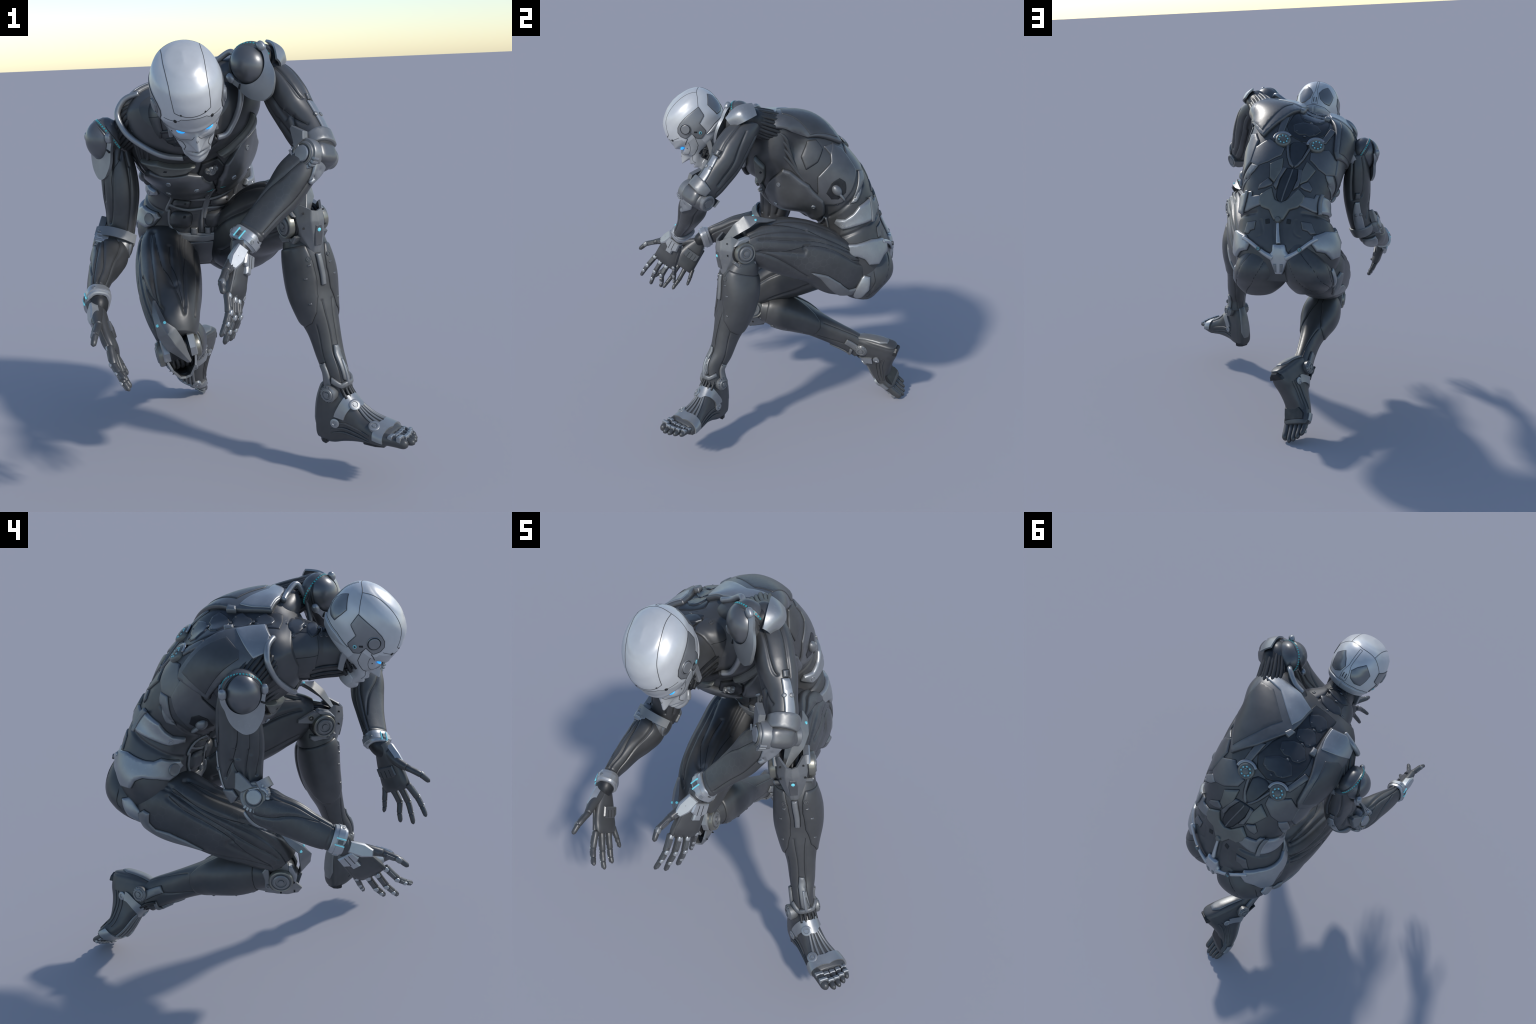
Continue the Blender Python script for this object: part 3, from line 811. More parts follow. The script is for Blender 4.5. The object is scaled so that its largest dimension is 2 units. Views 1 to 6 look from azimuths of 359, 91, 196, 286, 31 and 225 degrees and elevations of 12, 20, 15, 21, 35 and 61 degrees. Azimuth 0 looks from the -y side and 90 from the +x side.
def foot_map(s):
    """foot space -> world, with the ball and toes curled along an arc"""
    o, X, Y, Z = foot_frame(s)
    ys = np.linspace(-.2, .5, 701)
    k = np.clip((ys - .12) / .14, 0, 1); ang = math.radians(TOE_BEND[s]) * k * k * (3 - 2 * k)
    cy = ys[0] + np.r_[0, np.cumsum(np.cos(ang[:-1]) * .001)]; cz = -.17 - np.r_[0, np.cumsum(np.sin(ang[:-1]) * .001)]
    def f(p):
        p = np.asarray(p, float)
        a, y0, z0 = np.interp(p[:, 1], ys, ang), np.interp(p[:, 1], ys, cy), np.interp(p[:, 1], ys, cz)
        h = p[:, 2] + .17
        y, z = y0 + h * np.sin(a), z0 + h * np.cos(a)
        return o + np.outer(p[:, 0], X) + np.outer(y, Y) + np.outer(z, Z)
    f.flip = np.linalg.det([X, Y, Z]) < 0
    return f
FOOT = {s: foot_map(s) for s in SIDES}
foot_o = {}
TOES = [(-.038, .384, .0235), (-.003, .398, .0175), (.027, .392, .0165), (.056, .378, .016), (.084, .357, .0155)]  # tip x, tip y, radius
for s in SIDES:
    fm = FOOT[s]
    foot_o[s] = emit('foot', fm(FP), [f[::-1] for f in FF] if fm.flip else FF, 'suit')
    for i, (tx, ty, r) in enumerate(TOES):
        x0 = -.046 + i * .034
        pts = path([(x0, .245, -.170), (x0 * .6 + tx * .4, .31, -.176), (tx, ty - r * .3, -.187)], 22)
        rr = np.r_[r * np.linspace(1.06, .92, 15), r * .92 * np.array([1., .99, .97, .93, .85, .70, .40])]
        P, F = tube(pts, rr, 20, up=V(0, 0, 1.), flat=1.12 if i else 1.15)
        emit('toe', fm(P), [f[::-1] for f in F] if fm.flip else F, 'suit', foot_o[s])

# ================================================================== HANDS
FING = {
 'L': dict(
  index=[(-.070,-.767,.983), (-.067,-.815,.923), (-.081,-.840,.883), (-.101,-.863,.840)],
  middle=[(-.049,-.733,.955), (-.053,-.769,.888), (-.075,-.788,.835), (-.090,-.802,.790)],
  ring=[(-.034,-.693,.936), (-.030,-.725,.875), (-.052,-.727,.824), (-.068,-.736,.784)],
  little=[(-.015,-.648,.937), (-.035,-.648,.877), (-.043,-.650,.847), (-.052,-.648,.823)],
  thumb=[(-.062,-.700,1.098), (-.085,-.752,1.078), (-.103,-.825,1.052), (-.096,-.865,1.017)]),
 'R': dict(
  index=[(-.576,-.727,.765), (-.560,-.778,.709), (-.535,-.812,.683), (-.509,-.841,.668)],
  middle=[(-.575,-.689,.730), (-.548,-.728,.660), (-.525,-.758,.622), (-.504,-.777,.596)],
  ring=[(-.569,-.646,.707), (-.542,-.680,.640), (-.523,-.702,.610), (-.505,-.715,.589)],
  little=[(-.579,-.595,.703), (-.550,-.606,.655), (-.537,-.613,.634), (-.525,-.620,.614)],
  thumb=[(-.622,-.655,.880), (-.608,-.714,.865), (-.611,-.787,.844), (-.614,-.830,.814)])}
FING['R'] = {k: [tuple(V(p) + V(-.012, -.001, .003)) for p in v] for k, v in FING['R'].items()}
hand_o, HANDF = {}, {}
for s in SIDES:
    fg = {k: np.array(v, float) for k, v in FING[s].items()}
    w = WRIST[s]
    kc = (fg['index'][0] + fg['little'][0]) / 2
    Z = unit(kc - w)                                   # towards the fingers
    X = fg['index'][0] - fg['little'][0]; X = unit(X - Z * (X @ Z))   # towards the thumb
    N = np.cross(Z, X)
    if N @ (V(.7, -.5, .2) if s == 'L' else V(-1., -.2, .3)) < 0: N = -N    # back of the hand
    HANDF[s] = (w, X, N, Z)
    L = np.linalg.norm(kc - w)
    rows = [(-.02, .040, .038, .0), (.02, .042, .036, .0), (.05, .052, .033, .0), (.09, .064, .031, .002), (.13, .071, .029, .003), (L - .005, .073, .025, .0), (L + .014, .066, .016, -.004)]
    rows = np.array(rows)
    ys = np.linspace(rows[0, 0], rows[-1, 0], 60); r = hermite(rows[:, 0], rows[:, 1:], ys)
    th = np.linspace(0, 2 * np.pi, 60, endpoint=False)
    cx = ((kc - w) @ X); cn = ((kc - w) @ N)
    P = np.vstack([w + Z * y + X * (cx * min(max(y / L, 0), 1)) + N * (-.016) * min(max(y / L, 0), 1) + np.outer(spow(np.cos(th), .8) * a, X) + np.outer(spow(np.sin(th), .8) * b + off, N) for y, (a, b, off) in zip(ys, r)])
    idx = np.arange(60 * 60).reshape(60, 60)
    F = np.stack([idx[:-1], np.roll(idx[:-1], -1, 1), np.roll(idx[1:], -1, 1), idx[1:]], -1).reshape(-1, 4).tolist() + [idx[0][::-1].tolist(), idx[-1].tolist()]
    if np.linalg.det([X, N, Z]) < 0: F = [f[::-1] for f in F]
    hand_o[s] = emit('hand', P, F, 'suit')
    for nm, J in fg.items():
        r0 = .0172 if nm != 'little' else .0145
        if nm == 'thumb': r0 = .0195
        J = J.copy()
        if nm != 'thumb':
            J = J - N * (r0 - .003)
            J[0] = J[0] - Z * .006
        b = Bag()
        for i in range(3):
            p, q = J[i], J[i + 1]
            ra, rb = r0 * (1 - .12 * i), r0 * (1 - .12 * (i + 1))
            d = unit(q - p); l = np.linalg.norm(q - p)
            end = i == 2
            prof = [(ra * .55, -.004), (ra * .9, .0), (ra, .006), (ra * .9, l * .3), (ra * .88, l * .6), (rb * (1.04 if not end else .9), l - .006), (rb * (.85 if not end else .55), l - (0 if not end else .001)), (rb * .3, l + .002)]
            b.add(*revolve(prof, p, d, 20))
        b.emit('finger' if nm != 'thumb' else 'thumb', 'suit', hand_o[s], 40)
        for i in range(3 if nm != 'thumb' else 2):          # armour plate on the back of each finger bone
            p, q = J[i], J[i + 1]; d = unit(q - p); l = np.linalg.norm(q - p); n2 = unit(N - d * (N @ d)); ra = r0 * (1 - .12 * i)
            emit('finger_plate', *block(p + d * l * .52 + n2 * ra * .55, np.cross(n2, d), d, n2, [(-ra * .62, -l * .26), (ra * .62, -l * .26), (ra * .55, l * .24), (-ra * .55, l * .24)], -.004, ra * .48, .0025), 'panel', hand_o[s], 30)
# ================================================================== TORSO ARMOUR
def tp(name, poly, mat, parent=torso, **k):
    return uplate(name, TORSO, poly, mat, parent, **k)
def bolt(o, n, r=.012, mat='plate', parent=None, h=.004, lamp=None):
    b = emit('bolt', *revolve([(r * .98, -.006), (r, h * .6), (r * .9, h), (r * .66, h), (r * .6, h * .35), (r * .42, h * .35), (r * .36, h * .9), (0, h)], o, n, 24), mat, parent, 40)
    if lamp:
        emit('lamp', *revolve([(r * .64, h * .4), (r * .64, h * .75), (0, h * .8)], o, n, 20), lamp, b)
    return b
def tbolt(t, th, **k):
    return bolt(TORSO.at(t, th)[0] + TORSO.normal(t, th)[0] * k.pop('lift', 0), TORSO.normal(t, th)[0], parent=torso, **k)

SCAP = {'L': [(.78,13),(.84,12),(.895,11),(.92,25),(.93,80),(.88,92),(.80,92),(.72,84),(.625,50),(.61,43),(.68,27)],
        'R': [(.777,16),(.84,13),(.89,12),(.91,30),(.885,58),(.81,64),(.71,76),(.62,86),(.575,50),(.60,42),(.685,30)]}
SCAPL = {'L': [(.80,17),(.84,14),(.892,13),(.915,26),(.925,78),(.885,84),(.872,42)], 'R': [(.80,18),(.84,15),(.886,14),(.905,30),(.880,56),(.845,58),(.815,30)]}
SCAPI = {'L': [(.80,72),(.855,66),(.86,48),(.79,24),(.745,31),(.635,47),(.72,80)], 'R': [(.80,54),(.805,44),(.775,28),(.69,36),(.605,48),(.632,80),(.71,68)]}
for s in SIDES:
    p = tp('shoulder_blade_plate', H(s, SCAP[s]), 'panel', h=.022, bevel=.005, sink=.008)
    emit('blade_front', *plate_uv(TORSO, H(s, SCAPL[s]), h=.028, bevel=.004, sink=.002, base=.021), 'light', p)
    emit('blade_inlay', *plate_uv(TORSO, H(s, SCAPI[s]), h=.0255, bevel=.002, sink=.002, base=.0215), 'suit', p)
# spine scales on a dark bed
tp('spine_bed', both([(.945,0),(.94,13),(.88,12),(.80,12.5),(.72,19),(.66,20),(.625,12),(.61,0)]), 'spine', h=.0035, bevel=.004)
uplate('spine_bed', NECK, [(.02,160),(.02,212),(.30,206),(.55,204),(.62,186),(.55,168),(.30,166)], 'spine', torso, h=.0105, bevel=.004)
for i, (t, w, l) in enumerate(((.875,11,.037), (.805,12,.038), (.735,14,.038), (.665,15,.038))):
    sc = tp('spine_scale', both([(t + l, 0), (t + l * .8, w * .5), (t + l * .1, w), (t - l * .55, w * .75), (t - l * .78, w * .35), (t - l * .6, 0)]), 'scale', h=.009, bevel=.005)
    for sg in (-1, 1):
        th = np.interp(t, MIDT, MIDA) + sg * w * .6
        emit('rivet', *revolve([(.0036, 0), (.0036, .0085), (.0025, .009), (0, .009)], TORSO.at(t - l * .45, th)[0] + TORSO.normal(t - l * .45, th)[0] * .002, TORSO.normal(t - l * .45, th)[0], 12), 'panel', sc)
    th = np.interp(t, MIDT, MIDA); q, n = TORSO.at(t - l * .85, th)[0], TORSO.normal(t - l * .85, th)[0]
    emit('spine_clip', *ellipsoid(q + n * .007, TORSO.frames(np.array([t]))[1][0], TORSO.frames(np.array([t]))[3][0], n, (.009, .006, .005), 16, 10), 'panel', sc)
tp('spine_window', both([(.605,0), (.60,6), (.585,9), (.52,6), (.495,4), (.485,0)]), 'scale', h=.005, bevel=.004)
low = tp('lower_spine_cover', both([(.475,0), (.474,6), (.43,9), (.395,9), (.36,7), (.335,2), (.33,0)]), 'spine', h=.005, bevel=.004)
emit('spine_ridge', *seam_uv(TORSO, [(.47, 183.5), (.34, 182)], .004, .009), 'panel', low)
for s in SIDES:
    tp('spine_bracket', H(s, [(.60,12),(.585,14),(.52,9),(.49,5),(.478,1),(.488,.5),(.50,3),(.525,6.5)]), 'panel', h=.012, bevel=.005)
    tp('spine_bracket', H(s, [(.475,6),(.474,11),(.43,14),(.40,15),(.385,10),(.405,9.5),(.425,10)]), 'panel', h=.010, bevel=.005)
    tp('lower_back_plate', H(s, [(.515,13),(.48,27),(.425,22),(.41,15),(.46,11)]), 'olive', h=.009, bevel=.005)
    tp('rib_bar', H(s, [(.41,17),(.425,24),(.40,34),(.385,34),(.39,24),(.40,17)]), 'panel', h=.008)
    tp('back_shell', H(s, [(.585,27),(.60,34),(.575,50),(.565,76),(.54,80),(.50,62),(.475,46),(.49,30),(.525,16),(.56,14)]), 'panel', h=.006, bevel=.006)
    # round vent with ring of lamps
    t, a = .596, 18.
    th = H(s, [(t, a)])[0][1]; o, n = TORSO.at(t, th)[0], TORSO.normal(t, th)[0]
    v = emit('back_vent', *revolve([(.047,-.01),(.047,.010),(.043,.016),(.036,.019),(.032,.016),(.020,.016),(.017,.022),(.010,.024),(0,.024)], o, n, 48), 'olive', torso, 35)
    e1 = unit(np.cross(n, V(0,0,1.))); e2 = np.cross(n, e1)
    for k in range(8):
        q = o + (e1 * math.cos(k * math.pi / 4) + e2 * math.sin(k * math.pi / 4)) * .026
        emit('vent_lamp', *revolve([(.0048,.012),(.0048,.0195),(.003,.0205),(0,.0205)], q, n, 14), 'cyan', v)
    sh = path([o + (e1 * math.cos(x) + e2 * math.sin(x)) * .054 + n * .008 for x in np.linspace(-1.1, 1.3, 9) + (-1.57 if s == 'L' else -1.57)], 24)
    emit('vent_guard', *tube(sh, .009, 10, up=n, flat=.6), 'light', v)
    tbolt(*H(s, [(.655, 27)])[0], r=.011, mat='panel'); tp('vent_tab', H(s, [(.70,22),(.695,30),(.62,27),(.615,20)]), 'panel', h=.008)
    tp('blade_clip', H(s, [(.79,11),(.79,16),(.765,18),(.76,12)]), 'plate', h=.026, bevel=.004)
    # waist belt and guard
    tp('belt_plate', H(s, [(.362,28),(.362,43),(.380,44),(.382,52),(.294,52),(.296,44),(.323,22),(.345,22)]), 'plate', h=.012, bevel=.006)
    g = tp('waist_guard', H(s, [(.380,54),(.380,80),(.362,92),(.354,104),(.366,119),(.345,124),(.326,118),(.302,108),(.300,90),(.292,56)]), 'light', h=.020, bevel=.010)
    q = H(s, [(.325, 106)])[0]; bolt(TORSO.at(*q)[0] + TORSO.normal(*q)[0] * .018, TORSO.normal(*q)[0], .014, 'light', g)
    emit('belt_buckle', *plate_uv(TORSO, H(s, [(.384,50),(.386,56),(.290,58),(.288,52)]), h=.024, bevel=.004, base=.018), 'plate', g)
    # hip guard
    hg = tp('hip_guard', H(s, [(.178,38),(.205,60),(.212,86),(.223,98),(.243,106),(.24,134),(.22,141),(.178,134),(.159,124),(.160,108),(.150,90),(.128,82),(.098,78),(.085,62),(.108,50),(.112,38),(.14,33)]), 'light', h=.020, bevel=.010)
    q = H(s, [(.203, 127)])[0]; o, n = TORSO.at(*q)[0], TORSO.normal(*q)[0]
    emit('hip_disc', *revolve([(.032,-.01),(.032,.022),(.028,.026),(.024,.024),(0,.026)], o, n, 40), 'plate', hg, 35)
    # straps from the pelvis centre
    st = [(.085,5),(.102,14),(.123,22),(.15,33),(.165,42)]
    q = TORSO.at(*np.array(H(s, st)).T) + TORSO.normal(*np.array(H(s, st)).T) * .016
    emit('pelvic_strap', *tube(q, [.020,.014,.012,.012,.014], 12, up=V(0,1.,0), flat=.8, n=40), 'pale', torso)
    q = H(s, [(.118, 19)])[0]
    bolt(TORSO.at(*q)[0] + TORSO.normal(*q)[0] * .026, TORSO.normal(*q)[0], .014, 'panel', torso, .007, 'cyan')
    tp('loin_plate', H(s, [(.245,26),(.24,40),(.19,44),(.185,36),(.20,33),(.205,27)]), 'panel', h=.007)
    tp('loin_slot', H(s, [(.255,10),(.252,14),(.232,13),(.235,9)]), 'seam', h=.0015, bevel=.002, sink=.002)
tp('sacral_plate', both([(.335,0),(.348,8),(.392,16),(.364,28),(.337,28),(.310,22),(.298,12),(.276,9),(.250,5),(.248,0)]), 'olive', h=.014, bevel=.006)
th0 = 181.; o, n = TORSO.at(.25, th0)[0], TORSO.normal(.25, th0)[0]
emit('sacral_knob', *revolve([(.020,-.01),(.020,.014),(.014,.022),(0,.024)], o, n, 28), 'olive', torso, 40)
tp('pelvic_centre', both([(.135,0),(.135,5),(.110,6),(.097,8.5),(.075,8),(.028,3),(.028,0)]), 'pale', h=.026, bevel=.010)
for sg in (-1, 1):
    tp('pelvic_slot', [(.066,180+sg*1.2),(.066,180+sg*4.2),(.040,180+sg*3.2),(.036,180+sg*1.2)], 'plate', h=.030, bevel=.004, sink=.003, base=.025)
q = TORSO.at([.235,.19,.14], [181,181,180.5]) + TORSO.normal([.235,.19,.14], [181,181,180.5]) * .008
emit('pelvic_strut', *tube(q, [.008,.010,.014], 10, n=20), 'pale', torso)
# flanks
for s in SIDES:
    f = tp('flank_plate', H(s, [(.60,84),(.625,74),(.640,60),(.60,50),(.56,54),(.50,60),(.475,74),(.45,88),(.43,104),(.44,118),(.475,136),(.505,134),(.545,118),(.60,104)]), 'panel', h=.010, bevel=.008)
    emit('flank_inset', *plate_uv(TORSO, H(s, [(.655,76),(.640,62),(.60,62),(.605,76)]), h=.008), 'panel', f)
    t, a = H(s, [(.495, 103)])[0]; o, n = TORSO.at(t, a)[0], TORSO.normal(t, a)[0]
    C, X, Y, T = [v[0] for v in TORSO.frames(np.array([t]))]
    e1 = unit(np.cross(n, T)); T2 = np.cross(e1, n)
    emit('pod_well', *plate_uv(TORSO, H(s, [(.54,100),(.53,92),(.50,90),(.46,96),(.455,108),(.475,116),(.515,114)]), h=.0125, bevel=.003, sink=.002, base=.0095), 'joint', f)
    pod = emit('side_pod', *ellipsoid(o + n * .012, e1, T2, n, (.026, .036, .026), 32, 22), 'plate', f)
    emit('pod_fin', *ellipsoid(o + n * .02 - T2 * .045, e1, T2, n, (.009, .034, .014), 18, 14), 'plate', pod)
    tp('rib_guard', H(s, [(.475,44),(.49,56),(.455,72),(.425,86),(.405,94),(.40,84),(.42,70),(.455,50)]), 'plate', h=.010)
    tp('armpit_plate', H(s, [(.70,104),(.715,88),(.69,78),(.655,80),(.64,96),(.655,108)]), 'suit', h=.008)
    for k in range(4):                    # folded lat strands under the arm
        TH = [(.90 - .012 * k, 92 + 8 * k), (.82 - .02 * k, 100 + 6 * k), (.74 - .025 * k, 112 + 2 * k), (.68 - .02 * k, 124 - 2 * k)]
        TH = np.array(H(s, TH)); q = TORSO.at(*TH.T) - TORSO.normal(*TH.T) * .004
        emit('lat_strand', *tube(q, [.006, .010, .010, .006], 10, n=40), 'suit', torso)
# chest
PEC = [(.74,54),(.70,60),(.60,66),(.49,56),(.415,40),(.392,22),(.40,6),(.46,1),(.58,.8),(.66,2),(.70,6),(.735,8),(.765,20),(.745,40)]
for s, sg in (('R', -1), ('L', 1)):
    m = 3.
    tp('chest_shell', [(t, m + sg * a) for t, a in PEC], 'panel', h=.024, bevel=.010)
    for t, a in ((.70, 36), (.50, 40), (.64, 14)):
        tbolt(t, m + sg * a, r=.013, mat='light', h=.005, lift=.0235)
    ol = [(.795,62),(.83,44),(.82,14),(.808,10),(.772,18),(.75,40),(.783,54)] if s == 'R' else [(.83,6),(.836,13),(.861,24),(.90,56),(.84,42),(.80,18),(.79,8)]
    o_ = tp('collar_plate', [(t, sg * a) for t, a in ol], 'olive', h=.030, bevel=.005)
    emit('collar_slot', *plate_uv(TORSO, [(t, sg * a) for t, a in ([(.785,38),(.80,37),(.80,34),(.785,35)] if s == 'R' else [(.842,36),(.852,37),(.852,33),(.842,32)])], h=.0312, bevel=.002, sink=.002, base=.0295), 'seam', o_)
    tp('side_chest_plate', [(t, m + sg * a) for t, a in [(.56,72),(.585,80),(.52,92),(.46,86),(.43,68),(.46,60)]], 'panel', h=.008)
    emit('chest_lamp', *seam_uv(TORSO, [(.60, m + sg * 3), (.57, m + sg * 7)], .0025, .0245), 'teal', torso)
em = tp('chest_emblem', [(.80,355),(.80,5),(.74,10),(.70,8),(.67,4),(.67,358),(.70,354),(.74,351)], 'joint', h=.016)
C_, X_, Y_, T_ = [v[0] for v in TORSO.frames(np.array([.75]))]
o, n = TORSO.at(.745, .5)[0] + TORSO.normal(.745, .5)[0] * .007, TORSO.normal(.745, .5)[0]
for k, (du, dv, r) in enumerate(((0, 0, .022), (.02, .012, .012), (-.02, .012, .012), (0, -.03, .010), (0, -.05, .008))):
    emit('emblem_knob', *revolve([(r, 0), (r, .014), (r * .7, .020), (r * .55, .015), (r * .3, .015), (0, .020)], o + X_ * du + T_ * dv, n, 24), 'plate', em, 35)
# abdomen: raised lattice round six cells
def lattice(pts, r=.0085):
    q = np.array(pts, float)
    q = path(TORSO.near_wrap(q), 14 * len(q))
    return tube(TORSO.at(*q.T) + TORSO.normal(*q.T) * .004, r, 12, up=TORSO.normal(.27, 3)[0], flat=.75)
lat_b = Bag()
for ln in ([(.44,4),(.38,4),(.335,5),(.285,3),(.23,2),(.165,2)], [(.375,326),(.365,340),(.352,352),(.343,4),(.352,16),(.37,28),(.395,38)],
           [(.30,326),(.285,340),(.278,352),(.284,3),(.288,16),(.30,30),(.325,38)], [(.395,324),(.36,327),(.30,326),(.26,330),(.20,334),(.165,342),(.155,356),(.152,6),(.158,16),(.20,28),(.26,33),(.325,38),(.39,40)]):
    lat_b.add(*lattice(ln))
lat_b.emit('belly_lattice', 'plate', torso)
for t0, a0, rt, ra in ((.32,340,.026,10), (.32,17,.026,10), (.225,344,.042,11), (.225,16,.042,11), (.40,343,.022,12), (.40,20,.022,12)):
    poly = [(t0 + rt * spow(math.cos(x), .6), a0 + ra * spow(math.sin(x), .6)) for x in np.linspace(0, 2 * math.pi, 16, endpoint=False)]
    c = tp('belly_cell', poly, 'suit', h=.022, bevel=.030, step=.009)
    emit('cell_slot', *plate_uv(TORSO, [(t0+rt*.6,a0+4),(t0+rt*.6,a0+6),(t0+rt*.3,a0+6),(t0+rt*.3,a0+4)], h=.0228, bevel=.002, sink=.002, base=.0205), 'seam', c)
tp('belly_rim', [(.165,340),(.158,352),(.15,2),(.155,14),(.165,24),(.14,24),(.125,12),(.12,2),(.125,350),(.14,340)], 'plate', h=.012)
for a in (357, 7):
    tp('belly_tab', [(.185,a-2.5),(.185,a+2.5),(.155,a+2.5),(.155,a-2.5)], 'plate', h=.016)
tp('groin_plate', [(.12,344),(.12,18),(.06,12),(.012,6),(.012,356),(.06,350)], 'panel', h=.008)
for s, sg in (('R', -1), ('L', 1)):
    tp('hip_bearing', [(.15 + .02 * math.cos(x), 2 + sg * 30 + 6 * math.sin(x)) for x in np.linspace(0, 2*math.pi, 14, endpoint=False)], 'panel', h=.012)
# trapezius shells round the neck
for s in SIDES:
    sg = 1 if s == 'L' else -1
    tr = emit('trapezius_shell', *plate_uv(NECK, [(t, 180 - sg * a) for t, a in [(.10,22),(.36,16),(.56,24),(.60,60),(.58,100),(.44,122),(.20,118),(.06,90),(.04,50)]], h=.009, bevel=.008), 'suit', torso)
    for t, a in ((.30, 34), (.12, 40)):
        q = (t, 180 - sg * a); bolt(NECK.at(*q)[0] + NECK.normal(*q)[0] * .009, NECK.normal(*q)[0], .011, 'panel', tr)
    emit('trapezius_seam', *seam_uv(NECK, [(.05, 180 - sg * 74), (.38, 180 - sg * 80), (.58, 180 - sg * 72)], .0018, .0095), 'seam', tr)
for t, w, l in ((.10, 24, .10), (.30, 26, .10), (.50, 28, .09)):
    tm = 186
    sc = uplate('spine_scale', NECK, [(t - l, tm), (t - l * .8, tm + w * .5), (t, tm + w), (t + l * .6, tm + w * .7), (t + l * .8, tm + w * .3), (t + l * .6, tm), (t + l * .8, tm - w * .3), (t + l * .6, tm - w * .7), (t, tm - w), (t - l * .8, tm - w * .5)], 'scale', torso, h=.015, bevel=.005)
    q, n = NECK.at(t + l * .9, tm)[0], NECK.normal(t + l * .9, tm)[0]
    emit('spine_clip', *ellipsoid(q + n * .012, V(1.,0,0), V(0,1.,0), V(0,0,1.), (.009, .006, .005), 16, 10), 'panel', sc)
# collar tube
COL = {'R': [(-.262,-.232,1.492),(-.356,-.256,1.511),(-.432,-.243,1.550),(-.524,-.207,1.630),(-.548,-.185,1.700),(-.52,-.178,1.752),(-.446,-.188,1.782)],
       'L': [(-.105,-.258,1.579),(-.065,-.248,1.590),(-.036,-.242,1.628),(-.002,-.255,1.702),(.012,-.25,1.80),(.0,-.225,1.90),(-.021,-.197,1.946),(-.101,-.165,1.909),(-.153,-.164,1.893)]}
for s in SIDES:
    emit('collar_tube', *tube(COL[s], .0135, 16, n=70), 'light', torso)
emit('collar_joint', *tube([COL['R'][0], (-.19,-.235,1.52), COL['L'][0]], [.015,.020,.015], 14, n=20), 'joint', torso)
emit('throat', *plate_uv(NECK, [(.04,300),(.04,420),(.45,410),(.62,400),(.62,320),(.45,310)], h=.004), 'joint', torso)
# muscle yoke between the neck and each shoulder
for s, (o, r, tilt) in dict(L=(V(-.065,-.135,1.845), (.135,.085,.070), .30), R=(V(-.425,-.125,1.705), (.105,.085,.062), .28)).items():
    X = unit(V(1., -.05, tilt)); Z = unit(V(-tilt, 0, 1.)); P, F = ellipsoid(o, X, np.cross(Z, X), Z, r, 56, 36, .9)
    emit('shoulder_yoke', P, F, 'suit', torso)
# upper cup arm in shoulder space (outward, forward, down), measured on the raised left arm
def _cap():
    B = V(.049,-.319,1.891); U = UPPER['L']; C, X, Y, T = [v[0] for v in U.frames(np.array([.12]))]
    dn = unit(U.C[-1] - B); w = unit(X - dn * (X @ dn)); fr = unit(Y - dn * (Y @ dn) - w * (Y @ w))
    L = [[(.168,-.362,1.912),(.150,-.300,1.972),(.124,-.225,2.0)], [(.182,-.345,1.895),(.180,-.275,1.945),(.150,-.205,1.975)], [(.178,-.315,1.868),(.192,-.25,1.912),(.172,-.19,1.945)]]
    return [[tuple((V(p) - B) @ q for q in (w, fr, dn)) for p in r] for r in L]
CAPROWS = _cap()
